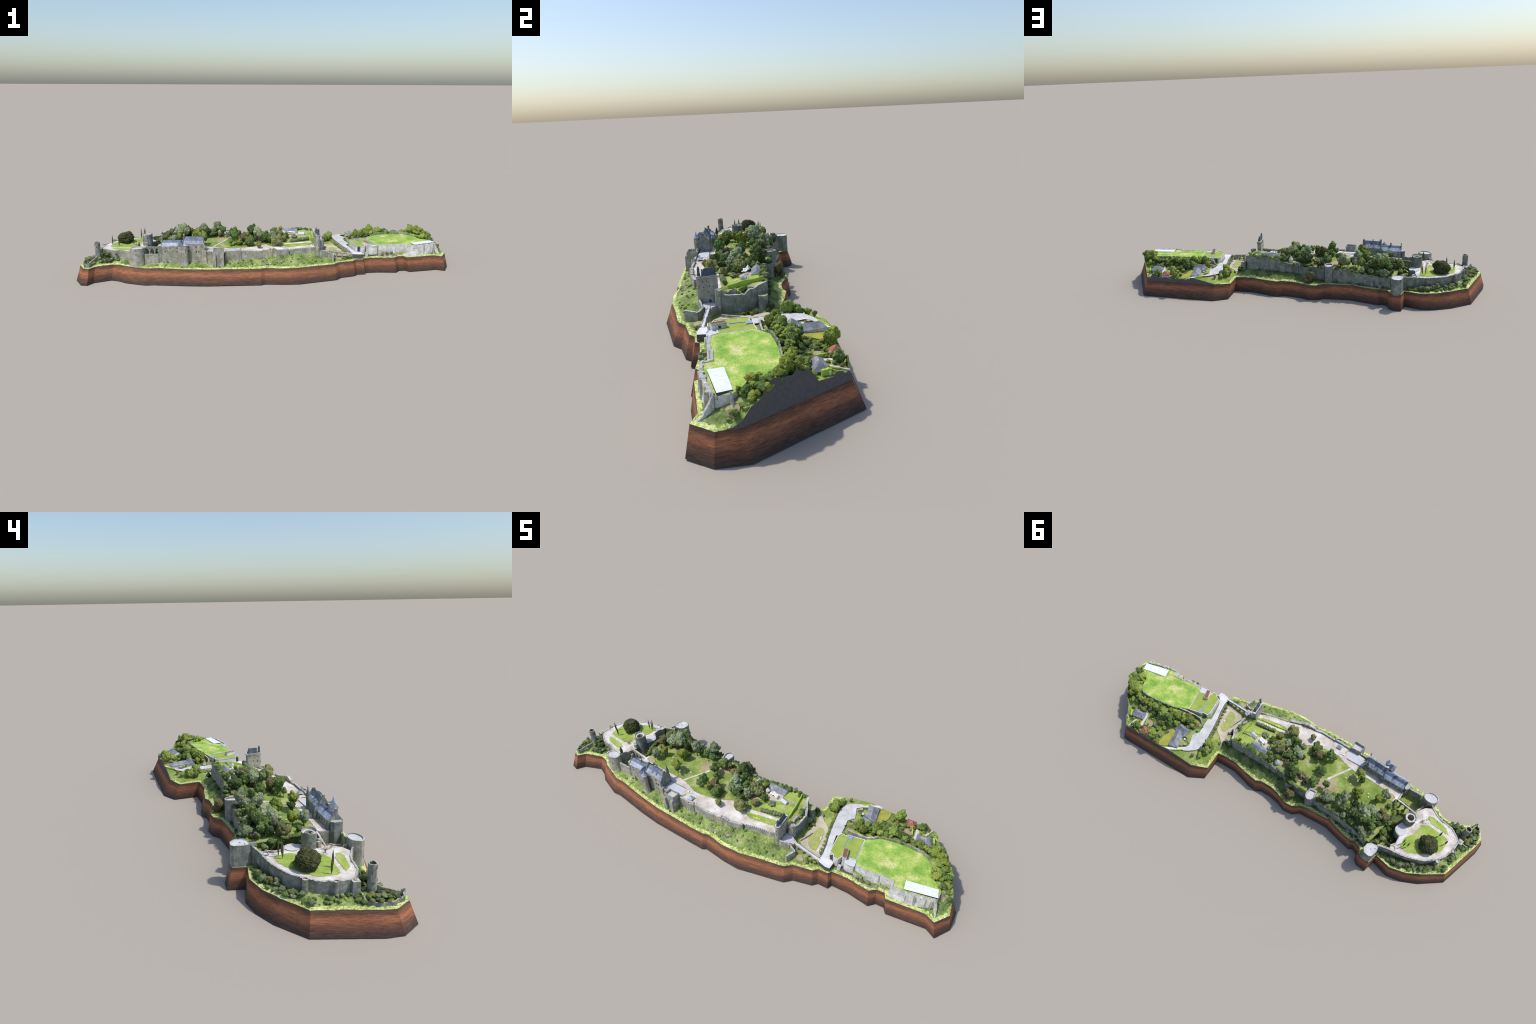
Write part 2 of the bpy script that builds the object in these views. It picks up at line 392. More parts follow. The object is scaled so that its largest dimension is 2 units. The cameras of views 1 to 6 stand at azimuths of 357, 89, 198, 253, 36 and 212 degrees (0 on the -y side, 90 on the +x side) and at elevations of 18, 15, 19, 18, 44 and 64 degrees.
def ground(name, poly, zf, zb, mat, side=None, res=0.008, rough=0.0006, freq=90, dz=0.0, parent=None, rags=0.0, edge_z=None):
    """a piece of ground: a slab with the height surface zf as its top"""
    loop = []
    for i in range(len(poly)):
        a, b = poly[i], poly[(i + 1) % len(poly)]
        n = max(1, int(math.hypot(b[0] - a[0], b[1] - a[1]) / (res * (.5 if edge_z else 1))))
        for k in range(n):
            x, y = a[0] + (b[0] - a[0]) * k / n, a[1] + (b[1] - a[1]) * k / n
            if rags:
                x += rags * noise.noise(Vector((x * 160, y * 160, 1.3))); y += rags * noise.noise(Vector((x * 160, y * 160, 7.7)))
            loop.append((x, y))
    xs, ys = [p[0] for p in loop], [p[1] for p in loop]
    grid, r = [], random.Random(name)
    j = 0
    y = min(ys)
    while y < max(ys):
        x = min(xs) + (res / 2 if j % 2 else 0)
        while x < max(xs):
            q = (x + r.uniform(-.2, .2) * res, y + r.uniform(-.2, .2) * res)
            if inside(loop, *q):
                grid.append(q)
            x += res
        y += res * 0.866; j += 1
    if grid:
        d = edge_dist(loop, grid)
        grid = [g for g, dd in zip(grid, d) if dd > res * 0.35]
    pts = loop + grid
    v, e, f = delaunay_2d_cdt([Vector(p) for p in pts], [], [list(range(len(loop)))], 1, 1e-7)[:3]
    top = [(p.x, p.y, zf(p.x, p.y) + dz + rough * (noise.noise(Vector((p.x * freq, p.y * freq, 0))) + 0.5 * noise.noise(Vector((p.x * freq * 2.7, p.y * freq * 2.7, 4))))) for p in v]
    if edge_z:
        for i in range(len(loop)):
            z = edge_z(top[i][0], top[i][1])
            if z:
                top[i] = (top[i][0], top[i][1], z)
    b = B()
    b.add(top, [list(q) for q in f], mat)
    n = len(loop)
    if zb is not None:
        ring = [top[i] for i in range(n)]
        low = [(x, y, zb(x, y) if callable(zb) else min(z - 1e-4, zb)) for x, y, z in ring]
        b.add(ring + low, [[i, (i + 1) % n, n + (i + 1) % n, n + i] for i in range(n)], side or mat)
    return b.obj(name, parent or grounds, 40)

grounds = empty("ground")

# ------------------------------------------------------------------ base: outline at the foot and at the rim
foot_n = [(0.797, 0.311), (0.385, 0.302), (0.310, 0.259), (0.314, 0.147), (0.280, 0.145), (0.209, 0.143), (0.135, 0.160), (0.106, 0.169), (0.061, 0.174), (0.031, 0.158), (-0.02, 0.157), (-0.07, 0.165), (-0.114, 0.181), (-0.162, 0.174), (-0.190, 0.149), (-0.225, 0.147), (-0.300, 0.140), (-0.335, 0.139), (-0.409, 0.156), (-0.478, 0.171), (-0.497, 0.160), (-0.524, 0.172), (-0.530, 0.199), (-0.548, 0.216), (-0.595, 0.221), (-0.609, 0.160), (-0.690, 0.183), (-0.758, 0.170), (-0.831, 0.135), (-0.929, 0.061), (-0.994, -0.150), (-1.000, -0.207)]
foot_s = [(-0.963, -0.273), (-0.930, -0.281), (-0.905, -0.242), (-0.823, -0.208), (-0.779, -0.225), (-0.744, -0.252), (-0.640, -0.289), (-0.597, -0.286), (-0.432, -0.307), (-0.324, -0.315), (-0.118, -0.313), (-0.054, -0.312), (-0.036, -0.301), (0.068, -0.309), (0.141, -0.308), (0.206, -0.290), (0.315, -0.261), (0.343, -0.253), (0.371, -0.223), (0.450, -0.199), (0.467, -0.178), (0.512, -0.175), (0.519, -0.153), (0.591, -0.148), (0.686, -0.156), (0.709, -0.129), (0.743, -0.126), (0.761, -0.148), (0.919, -0.119), (0.961, -0.139), (1.000, -0.070), (0.992, 0.016)]
rim_n = [(0.780, 0.277), (0.380, 0.264), (0.302, 0.230), (0.308, 0.135), (0.275, 0.130), (0.205, 0.129), (0.137, 0.144), (0.118, 0.145), (0.071, 0.153), (0.042, 0.140), (-0.012, 0.138), (-0.056, 0.147), (-0.110, 0.169), (-0.152, 0.164), (-0.192, 0.137), (-0.225, 0.133), (-0.300, 0.128), (-0.339, 0.123), (-0.395, 0.141), (-0.468, 0.156), (-0.485, 0.147), (-0.526, 0.162), (-0.532, 0.184), (-0.549, 0.197), (-0.592, 0.198), (-0.604, 0.149), (-0.680, 0.166), (-0.757, 0.147), (-0.824, 0.110), (-0.909, 0.051), (-0.970, -0.147), (-0.978, -0.188)]
rim_s = [(-0.948, -0.246), (-0.920, -0.253), (-0.897, -0.220), (-0.809, -0.188), (-0.768, -0.197), (-0.745, -0.215), (-0.633, -0.256), (-0.591, -0.255), (-0.445, -0.276), (-0.333, -0.287), (-0.120, -0.288), (-0.057, -0.285), (-0.036, -0.276), (0.050, -0.287), (0.143, -0.279), (0.209, -0.259), (0.317, -0.235), (0.332, -0.227), (0.358, -0.204), (0.440, -0.181), (0.455, -0.163), (0.499, -0.157), (0.507, -0.142), (0.577, -0.134), (0.672, -0.139), (0.698, -0.116), (0.731, -0.112), (0.744, -0.135), (0.900, -0.110), (0.941, -0.125), (0.979, -0.065), (0.966, -0.003)]
foot, rim = foot_n + foot_s, rim_n + rim_s
ZR = 0.076
b = B()
def refine(loop, n=6):
    return [(p[0] + (q[0] - p[0]) * k / n, p[1] + (q[1] - p[1]) * k / n) for p, q in zip(loop, loop[1:] + loop[:1]) for k in range(n)]
fo, ri = refine(foot), refine(rim)
rows = []
for t in np.linspace(0, 1, 9):
    rows.append([(p[0] + (q[0] - p[0]) * t, p[1] + (q[1] - p[1]) * t, ZR * t) for p, q in zip(fo, ri)])
n = len(fo)
for lo, hi in zip(rows[:-1], rows[1:]):
    b.add(lo + hi, [[i, (i + 1) % n, n + (i + 1) % n, n + i] for i in range(n)], "soil")
b.add(rows[0], [list(range(n))[::-1]], "soil")
b.obj("soil_base", root, 18)

# ground along the sliced east and north edges stands above the rim
prof_e = [(-0.066, .077), (-0.03, .078), (-0.003, .093), (0.018, .119), (0.041, .128), (0.050, .150), (0.066, .166), (0.084, .165), (0.105, .158), (0.117, .156), (0.126, .168), (0.138, .158), (0.155, .152), (0.163, .150), (0.170, .136), (0.183, .112), (0.224, .107), (0.232, .117), (0.249, .113), (0.258, .102), (0.266, .108), (0.277, .094)]
prof_n = [(0.308, .076), (0.380, .080), (0.427, .090), (0.450, .096), (0.476, .102), (0.501, .104), (0.55, .097), (0.649, .094), (0.676, .101), (0.700, .094), (0.719, .110), (0.733, .124), (0.746, .110), (0.762, .093), (0.780, .094)]
def rim_z(x, y):
    z = 0.0775
    if x > 0.775 and y > -0.066 and abs((x - 0.966) - (y + 0.003) * (0.780 - 0.966) / 0.280) < 0.02 or (x > 0.95 and y > -0.066):
        z = max(z, float(np.interp(y, *zip(*prof_e))))
    if 0.375 < x < 0.781 and y > 0.255:
        z = max(z, float(np.interp(x, *zip(*prof_n))))
    return z

ctrl = [(*p, rim_z(*p)) for p in refine(rim, 3)]
ctrl += [(0.255, -.170, .100), (0.234, -.160, .115), (0.16, -.178, .119), (0.1, -.192, .121), (0.09, -.203, .120), (0.03, -.223, .118), (0, -.225, .121), (-.06, -.235, .106), (-.11, -.235, .110), (-.17, -.243, .103), (-.25, -.240, .095), (-.3, -.255, .084), (-.338, -.240, .091), (-.38, -.226, .098), (-.436, -.250, .081), (-.49, -.226, .089), (-.556, -.218, .101), (-.62, -.220, .086), (-.65, -.215, .080),
         (0.30, -.20, .088), (0.2, -.2, .100), (0.1, -.235, .104), (0.05, -.25, .094), (-.05, -.258, .090), (-.15, -.262, .086), (0.34, -.17, .084), (0.40, -.155, .079), (0.43, -.14, .080), (.15, -.215, .106), (.25, -.2, .093)]
ctrl += [(-.73, -.178, .086), (-.78, -.162, .095), (-.84, -.155, .099), (-.9, -.17, .090), (-.905, -.10, .090), (-.893, -.04, .099), (-.86, .045, .099), (-.76, .095, .093), (-.70, .120, .088), (-.64, .130, .080), (-.60, .135, .076),
         (-.605, .0, .083), (-.61, .05, .082), (-.605, .1, .084), (-.63, -.06, .088), (-.6, -.12, .080), (-.58, -.18, .079), (-.64, -.17, .079), (-.575, -.06, .100), (-.58, .06, .104), (-.575, .02, .105),
         (-.87, -.19, .090), (-.93, -.15, .088), (-.94, -.20, .086), (-.9, 0, .085), (-.8, .12, .083)]
ctrl += [(-.5, .140, .079), (-.43, .130, .079), (-.375, .122, .078), (-.3, .115, .078), (-.235, .112, .080), (-.16, .112, .084), (-.11, .115, .089), (-.05, .092, .097), (0, .084, .104), (.05, .086, .101), (.1, .084, .109), (.18, .086, .110), (.255, .090, .113), (.02, .115, .089), (.15, .112, .092), (-.02, .12, .085)]
ctrl += [(.292, .078, .094), (.308, .02, .086), (.308, -.04, .085), (.305, -.088, .082), (.335, .04, .086), (.345, .0, .082), (.312, .11, .080), (.36, 0, .082), (.4, -.05, .083), (.39, 0, .085), (.42, -.1, .081), (.34, -.08, .082), (.32, -.12, .084), (.37, .08, .096), (.35, .15, .090), (.33, .18, .084), (.36, .2, .090), (.385, .13, .100), (.34, .22, .080), (.37, .24, .088)]
ctrl += [(.585, -.125, .082), (.665, -.130, .080), (.735, -.098, .083), (.75, -.118, .079), (.80, -.118, .079), (.93, -.112, .077), (.935, -.07, .093), (.925, -.04, .108), (.936, -.02, .110), (.92, 0, .124), (.905, .03, .134), (.885, .07, .142), (.85, .11, .142), (.56, .068, .128), (.60, .085, .136), (.65, .100, .143), (.70, .106, .145), (.75, .110, .145), (.79, .110, .144), (.82, .11, .143), (.65, .13, .130), (.70, .135, .130), (.75, .14, .125), (.80, .135, .132), (.945, -.02, .100)]
ctrl += [(.40, .19, .105), (.432, .223, .103), (.477, .246, .102), (.50, .262, .102), (.45, .12, .109), (.46, .15, .108), (.5, .15, .109), (.5, .2, .105), (.53, .24, .100), (.55, .26, .098), (.57, .2, .101), (.57, .14, .108), (.62, .2, .103), (.66, .2, .104), (.62, .255, .096), (.7, .2, .104), (.72, .17, .107), (.76, .24, .1), (.78, .2, .103), (.8, .165, .106), (.83, .17, .108), (.7, .15, .116), (.6, .115, .124), (.53, .085, .120), (.47, .06, .112), (.83, .14, .128)]
hill = rbf(ctrl)
fort = [(0.560, 0.037), (0.593, 0.055), (0.613, 0.073), (0.665, 0.084), (0.700, 0.091), (0.742, 0.095), (0.780, 0.096), (0.812, 0.090), (0.838, 0.070), (0.850, 0.045), (0.856, 0.017), (0.900, -0.005), (0.918, -0.025), (0.918, -0.062), (0.90, -0.088), (0.80, -0.103), (0.752, -0.109), (0.748, -0.08), (0.690, -0.084), (0.688, -0.090), (0.636, -0.097), (0.593, -0.098), (0.585, -0.09), (0.578, -0.076)]
def hill_z(x, y):
    z = hill(x, y)
    # low scrubby lumps on the open hillside
    lump = abs(noise.noise(Vector((x * 42, y * 42, 2.0)))) * 0.0065 + abs(noise.noise(Vector((x * 95, y * 95, 6.0)))) * 0.0045 - .002
    if x > 0.555 and inside(fort, x, y):
        z = min(z, 0.118)
    return z + lump * min(1.0, max(0.0, (z - 0.079) / 0.012)) * (0.15 if x > 0.36 else 1.0)
# ground within 12 mm of the rim is the pale strip
band_in = []
def inset(loop, d):
    out, n = [], len(loop)
    for i in range(n):
        a, p, c = map(np.array, (loop[i - 1], loop[i], loop[(i + 1) % n]))
        u, w = p - a, c - p
        u, w = u / np.linalg.norm(u), w / np.linalg.norm(w)
        nu, nw = np.array([-u[1], u[0]]), np.array([-w[1], w[0]])
        m = nu + nw
        m = m / max(0.35, (m @ m) / 2)
        out.append(tuple(p + m * d))
    return out
# one fine mesh, its faces split by zone: pale strip by the rim, scrub beyond
def cut_edge(x, y):
    z = rim_z(x, y)
    return z + 0.0012 * noise.noise(Vector((x * 200, y * 200, 0))) if z > 0.079 else None
hill_obj = ground("hillside", rim, hill_z, 0.074, "slope", "cutgrey", 0.0058, 0.0005, edge_z=cut_edge)
me = hill_obj.data
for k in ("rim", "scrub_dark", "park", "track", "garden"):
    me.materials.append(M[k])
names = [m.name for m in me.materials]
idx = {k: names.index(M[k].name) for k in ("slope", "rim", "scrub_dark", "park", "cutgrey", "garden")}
cent = np.empty(len(me.polygons) * 3); me.polygons.foreach_get("center", cent); cent = cent.reshape(-1, 3)
nrm = np.empty(len(me.polygons) * 3); me.polygons.foreach_get("normal", nrm); nrm = nrm.reshape(-1, 3)
dist = edge_dist(rim, cent[:, :2])
mi = []
for (x, y, z), d, nn, p in zip(cent, dist, nrm, me.polygons):
    if p.material_index == idx["cutgrey"]:
        mi.append(idx["cutgrey"]); continue
    w = 0.013 + 0.006 * noise.noise(Vector((x * 70, y * 70, 0)))
    sliced = (x > 0.775 and y > -0.03) or (y > 0.25 and x > 0.38) 
    if d < w and not sliced:
        mi.append(idx["rim"])
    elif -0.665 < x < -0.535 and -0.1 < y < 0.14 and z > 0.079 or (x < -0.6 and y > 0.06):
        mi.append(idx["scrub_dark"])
    elif -0.665 < x < -0.54 and -0.215 < y < -0.09:
        mi.append(idx["park"])
    elif 0.285 < x < 0.45 and y > -0.13:
        mi.append(idx["park"])
    elif x > 0.44 and y > 0.05:
        mi.append(idx["park"] if noise.noise(Vector((x * 30, y * 30, 5))) > -0.1 else idx["scrub_dark"])
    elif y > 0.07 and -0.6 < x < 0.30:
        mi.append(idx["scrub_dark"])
    elif x < -0.72:
        mi.append(idx["slope"] if noise.noise(Vector((x * 30, y * 30, 5))) > -0.05 else idx["scrub_dark"])
    else:
        mi.append(idx["slope"])
me.polygons.foreach_set("material_index", mi)

# ------------------------------------------------------------------ plateaus
inner_z = rbf([(0.24, -.145, .135), (0.1, -.17, .140), (0.03, -.188, .142), (-0.08, -.187, .146), (-0.15, -.2, .145), (-.3, -.19, .143), (-.3, -.132, .147), (-.437, -.047, .149), (-.229, -.019, .152), (-.37, .03, .148), (-.5, -.06, .148), (-.55, -.11, .147), (-.54, .05, .142), (-.53, .12, .130), (-.374, .1, .134), (-.3, .09, .146), (-.22, .085, .149), (-.1, .08, .150), (-.02, .06, .150), (.035, .06, .156), (.07, .06, .168), (.15, .06, .178), (.24, .07, .180), (.236, -.059, .168), (.2, -.06, .163), (.12, -.08, .158), (.2, .0, .176), (.23, .02, .181), (.1, 0, .166), (.09, -.111, .154), (.2, -.113, .153), (0, -.1, .150), (-.04, -.07, .150), (-.12, -.05, .150), (.252, -.055, .151), (.249, 0, .162), (.243, .05, .177), (.285, -.04, .146), (.28, .01, .154), (.27, .05, .170)])
inner = [(0.245, -0.148), (0.10, -0.183), (0.03, -0.205), (-0.04, -0.216), (-0.15, -0.220), (-0.235, -0.222), (-0.335, -0.222), (-0.45, -0.215), (-0.555, -0.205), (-0.557, -0.126), (-0.553, -0.105), (-0.563, -0.05), (-0.570, 0.017), (-0.562, 0.07), (-0.545, 0.135), (-0.48, 0.122), (-0.374, 0.106), (-0.31, 0.102), (-0.236, 0.098), (-0.183, 0.094), (-0.115, 0.092), (-0.065, 0.078), (-0.008, 0.07), (0.035, 0.07), (0.07, 0.071), (0.15, 0.073), (0.256, 0.076), (0.278, 0.03), (0.290, -0.003), (0.287, -0.079), (0.275, -0.095), (0.245, -0.105)]
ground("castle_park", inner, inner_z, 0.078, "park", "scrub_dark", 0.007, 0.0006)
west_z = rbf([(-.66, -.107, .142), (-.72, -.15, .138), (-.8, -.14, .137), (-.88, -.08, .138), (-.85, .03, .138), (-.75, .09, .137), (-.65, .10, .138), (-.62, .02, .143), (-.64, -.02, .143), (-.75, -.03, .138), (-.78, .02, .137)])
west = [(-0.655, -0.112), (-0.685, -0.155), (-0.715, -0.172), (-0.746, -0.151), (-0.773, -0.141), (-0.829, -0.135), (-0.857, -0.118), (-0.882, -0.095), (-0.881, -0.041), (-0.860, 0.009), (-0.840, 0.037), (-0.790, 0.075), (-0.735, 0.097), (-0.685, 0.108), (-0.645, 0.113), (-0.634, 0.096), (-0.652, 0.073), (-0.648, 0.035), (-0.630, 0.030), (-0.612, 0.010), (-0.622, -0.02), (-0.640, -0.05), (-0.645, -0.09)]
ground("upper_terrace", west, west_z, 0.076, "gravel", "stone_cool", 0.007, 0.0003)
ground("terrace_lawn", ([(-0.717, -0.130), (-0.734, -0.136), (-0.809, -0.121), (-0.834, -0.095), (-0.743, -0.101), (-0.718, -0.115)]), west_z, 0.13, "west_lawn", None, 0.005, 0.0006, dz=0.0014, rags=0.0035)
ground("terrace_lawn", ([(-0.697, -0.011), (-0.708, -0.069), (-0.739, -0.088), (-0.834, -0.077), (-0.846, -0.062), (-0.838, -0.005), (-0.815, 0.022), (-0.752, 0.066), (-0.712, 0.083), (-0.673, 0.080), (-0.672, 0.028)]), west_z, 0.13, "west_lawn", None, 0.005, 0.0006, dz=0.0014, rags=0.0035)

ov = lambda name, poly, mat, res=0.006, dz=0.0014, sm=1, zf=inner_z, rags=0.0: ground(name, smooth_poly(poly, sm) if sm else poly, zf, lambda x, y: zf(x, y) - 0.002, mat, None, res, 0.0003, dz=dz, rags=rags or (0.0022 if mat in ("gravel", "dirt", "dry_grass", "garden") else 0.0))
ov("gravel_court", [(-0.190, -0.160), (-0.217, -0.155), (-0.290, -0.129), (-0.392, -0.131), (-0.465, -0.129), (-0.520, -0.124), (-0.534, -0.090), (-0.548, -0.095), (-0.556, -0.125), (-0.55, -0.165), (-0.40, -0.165), (-0.35, -0.172), (-0.335, -0.22), (-0.235, -0.22), (-0.15, -0.218), (-0.04, -0.214), (0.028, -0.203), (0.10, -0.182), (0.24, -0.146), (0.243, -0.118), (0.235, -0.108), (0.197, -0.130), (0.158, -0.136), (0.083, -0.148), (0.062, -0.120), (0.03, -0.145), (-0.01, -0.125), (-0.013, -0.100), (-0.040, -0.113), (-0.070, -0.132), (-0.111, -0.146)], "gravel", sm=1)
ov("paved_court", [(-0.245, -0.170), (-0.246, -0.212), (-0.328, -0.215), (-0.336, -0.166)], "bluegravel", dz=0.0026, sm=0)
ov("footpath", [(-0.290, -0.131), (-0.226, -0.021), (-0.235, -0.017), (-0.300, -0.129)], "gravel", 0.004, 0.0022, sm=0)
ov("footpath", [(0.229, -0.096), (0.121, -0.115), (0.066, -0.126), (0.060, -0.110), (0.123, -0.098), (0.225, -0.084)], "gravel", 0.005, 0.0020, sm=0)
ov("bare_earth", [(-0.222, -0.020), (-0.262, -0.040), (-0.291, -0.014), (-0.293, 0.021), (-0.270, 0.023), (-0.247, 0.03), (-0.205, 0.045), (-0.16, 0.068), (-0.09, 0.07), (-0.12, 0.03), (-0.19, 0.0)], "dirt", dz=0.0018, rags=0.006)
ov("bare_earth", [(-0.534, -0.085), (-0.51, -0.10), (-0.49, -0.118), (-0.52, -0.128), (-0.55, -0.12)], "dirt", dz=0.0018, rags=0.004)
ov("bare_earth", [(-.02, -.04), (.03, -.07), (.07, -.05), (.11, -.03), (.09, .015), (.1, .03), (.06, .05), (0, .05), (-.04, .04), (-.05, -.01)], "dirt", dz=0.0016, rags=0.006)
ov("garden_lawn", [(0.237, -0.060), (0.239, -0.001), (0.193, -0.019), (0.115, -0.046), (0.109, -0.080), (0.163, -0.068)], "garden", dz=0.002, sm=0)
ov("garden_lawn", [(0.236, 0.015), (0.232, 0.063), (0.200, 0.070), (0.166, 0.060), (0.166, 0.016), (0.190, 0.008)], "garden", dz=0.002, sm=0)
ov("gravel_court", [(0.165, -0.012), (0.113, -0.026), (0.091, 0.002), (0.095, 0.025), (0.164, 0.026)], "track", dz=0.0022, sm=0)
ov("sunken_lane", [(0.247, -0.085), (0.248, 0.0), (0.243, 0.06), (0.262, 0.06), (0.272, 0.02), (0.276, -0.03), (0.272, -0.08)], "dry_grass", dz=0.0016)
for p, r in (((-.315, -.10), .008), ((-.335, -.06), .006), ((-.30, -.075), .006), ((-.33, -.085), .004)):
    ov("flower_bed", [(p[0] + r * math.cos(a * .7), p[1] + r * .8 * math.sin(a * .7)) for a in range(9)], "track", 0.003, 0.002)

# court between palace and keep, and the walk below
fort_z = rbf([(.593, .053, .142), (.613, .071, .1445), (.665, .082, .1450), (.70, .089, .1445), (.742, .093, .1430), (.60, .02, .139), (.65, .04, .139), (.56, .037, .135), (.58, -.08, .137), (.66, -.1, .136), (.745, -.08, .134), (.78, -.05, .134), (.9, -.02, .136), (.78, .095, .1410), (.83, .075, .1375), (.85, .06, .1355), (.86, 0, .138), (.7, 0, .136), (.8, -.1, .131), (.79, -.07, .1295), (.85, -.055, .1305), (.90, -.045, .132), (.91, -.06, .130), (.84, -.085, .130)])
ground("fort_lawn", fort, fort_z, 0.078, "lawn", "stone_pale", 0.007, 0.0008)

road_z = rbf([(.45, -.13, .102), (.44, -.08, .105), (.43, 0, .1085), (.42, .09, .1125), (.45, .12, .1135), (.40, .19, .110), (.48, .24, .107), (.45, .19, .111), (.455, .06, .1125)])
road = [(0.442, -0.128), (0.435, -0.073), (0.411, 0.011), (0.393, 0.093), (0.384, 0.144), (0.388, 0.180), (0.402, 0.200), (0.432, 0.223), (0.477, 0.244), (0.51, 0.266), (0.54, 0.268), (0.518, 0.258), (0.455, 0.212), (0.440, 0.195), (0.463, 0.137), (0.442, 0.107), (0.450, 0.062), (0.456, 0.020), (0.440, 0.009), (0.462, -0.078), (0.470, -0.10)]
ground("road", road, road_z, 0.085, "road", "darkfoot", 0.008, 0.0003)
ground("forecourt", [(0.439, -0.126), (0.470, -0.098), (0.500, -0.117), (0.500, -0.150), (0.481, -0.153), (0.450, -0.146), (0.438, -0.139)], lambda x, y: 0.1027, 0.075, "road", "darkfoot", 0.007, 0.0002)
lov = lambda name, poly, mat, dz=0.0016, sm=1, rags=0.0: ground(name, smooth_poly(poly, sm) if sm else poly, hill, lambda x, y: hill(x, y) - 0.003, mat, None, 0.006, 0.0005, dz=dz, rags=rags)
moat = [(0.306, 0.107), (0.318, 0.115), (0.337, 0.071), (0.396, 0.031), (0.411, -0.016), (0.432, -0.094), (0.433, -0.118), (0.400, -0.122), (0.318, -0.100), (0.322, -0.036), (0.327, 0.042)]
lov("dusty_track", moat, "track", 0.0035, rags=0.003)
lov("dry_grass", [(0.350, 0.022), (0.370, 0.025), (0.384, 0.006), (0.390, -0.032), (0.400, -0.070), (0.399, -0.100), (0.362, -0.090), (0.342, -0.060), (0.342, -0.02)], "dry_grass", 0.0052, rags=0.004)
lov("yellow_lawn", [(0.570, 0.146), (0.555, 0.146), (0.527, 0.243), (0.555, 0.268), (0.581, 0.270), (0.584, 0.218), (0.569, 0.189)], "yellow_lawn", 0.004)
lov("drive", [(0.547, 0.269), (0.513, 0.266), (0.45, 0.222), (0.44, 0.203), (0.482, 0.236)], "road", 0.0055, 0)
lov("yellow_lawn", [(0.767, 0.272), (0.765, 0.225), (0.738, 0.205), (0.720, 0.228), (0.735, 0.258)], "yellow_lawn", 0.004)
lov("garden_path", [(0.726, 0.160), (0.736, 0.160), (0.728, 0.205), (0.722, 0.236), (0.708, 0.240), (0.714, 0.205)], "road", 0.005, 0)
lov("garden_path", [(0.772, 0.272), (0.767, 0.274), (0.752, 0.222), (0.757, 0.219)], "road", 0.0055, 0)
lov("bare_earth", [(.67, .19), (.70, .185), (.71, .21), (.69, .225), (.665, .215)], "dirt", 0.004)
lov("bare_earth", [(.93, -.045), (.945, -.04), (.958, -.02), (.945, -.005), (.93, -.015)], "dirt", 0.004, rags=.004)
lov("bare_earth", [(.345, -.15), (.365, -.145), (.385, -.16), (.375, -.178), (.35, -.168)], "dirt", 0.004, rags=.005)

# ------------------------------------------------------------------ curtain walls
walls = empty("curtain_wall")
def wall(path, mat, cap=None, name="wall", **kw):
    b = B(); b.band(path, mat, cap, **kw)
    return b.obj(name, walls, 35)
T = 0.009
# north front
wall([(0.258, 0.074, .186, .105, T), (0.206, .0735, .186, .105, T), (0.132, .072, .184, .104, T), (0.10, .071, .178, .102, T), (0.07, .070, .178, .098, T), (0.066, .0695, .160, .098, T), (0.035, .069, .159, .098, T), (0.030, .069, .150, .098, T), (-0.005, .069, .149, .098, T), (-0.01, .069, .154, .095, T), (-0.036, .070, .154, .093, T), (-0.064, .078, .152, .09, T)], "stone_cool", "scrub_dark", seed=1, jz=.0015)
for x in (0.052, 0.014, -0.022):
    b = B(); b.box((x, 0.073, 0.127), (0.024, 0.010, 0.056), "stone_cool"); b.obj("buttress", walls)
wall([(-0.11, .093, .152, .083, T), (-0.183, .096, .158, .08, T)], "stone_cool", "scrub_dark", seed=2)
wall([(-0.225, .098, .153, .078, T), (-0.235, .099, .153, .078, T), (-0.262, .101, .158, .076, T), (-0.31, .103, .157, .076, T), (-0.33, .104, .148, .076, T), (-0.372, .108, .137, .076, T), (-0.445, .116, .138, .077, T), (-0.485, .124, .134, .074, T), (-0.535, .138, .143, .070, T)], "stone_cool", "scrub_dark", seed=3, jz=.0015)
# north side of the upper terrace
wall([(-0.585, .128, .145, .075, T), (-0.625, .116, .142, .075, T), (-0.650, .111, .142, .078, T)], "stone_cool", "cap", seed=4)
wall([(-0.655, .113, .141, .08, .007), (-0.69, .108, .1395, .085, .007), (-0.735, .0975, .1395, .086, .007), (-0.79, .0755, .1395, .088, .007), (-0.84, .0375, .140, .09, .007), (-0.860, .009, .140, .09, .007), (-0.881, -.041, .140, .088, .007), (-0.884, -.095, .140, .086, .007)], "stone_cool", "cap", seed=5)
wall([(-0.884, -.095, .138, .086, .007), (-0.857, -.119, .139, .09, .006), (-0.829, -.136, .139, .09, .006), (-0.775, -.1435, .1405, .09, .006), (-0.747, -.1535, .1405, .088, .006), (-0.716, -.1745, .143, .082, .006), (-0.700, -.185, .150, .07, .006)], "stone", "cap", seed=6)
wall([(-0.653, -.111, .144, .077, .006), (-0.672, -.150, .145, .077, .006), (-0.680, -.175, .145, .077, .006)], "rubble", "cap", seed=7)
wall([(-0.634, .098, .146, .085, .005), (-0.652, .074, .146, .085, .005), (-0.648, .036, .147, .085, .005), (-0.630, .031, .150, .085, .005)], "rubble", "cap", seed=8, name="parapet")
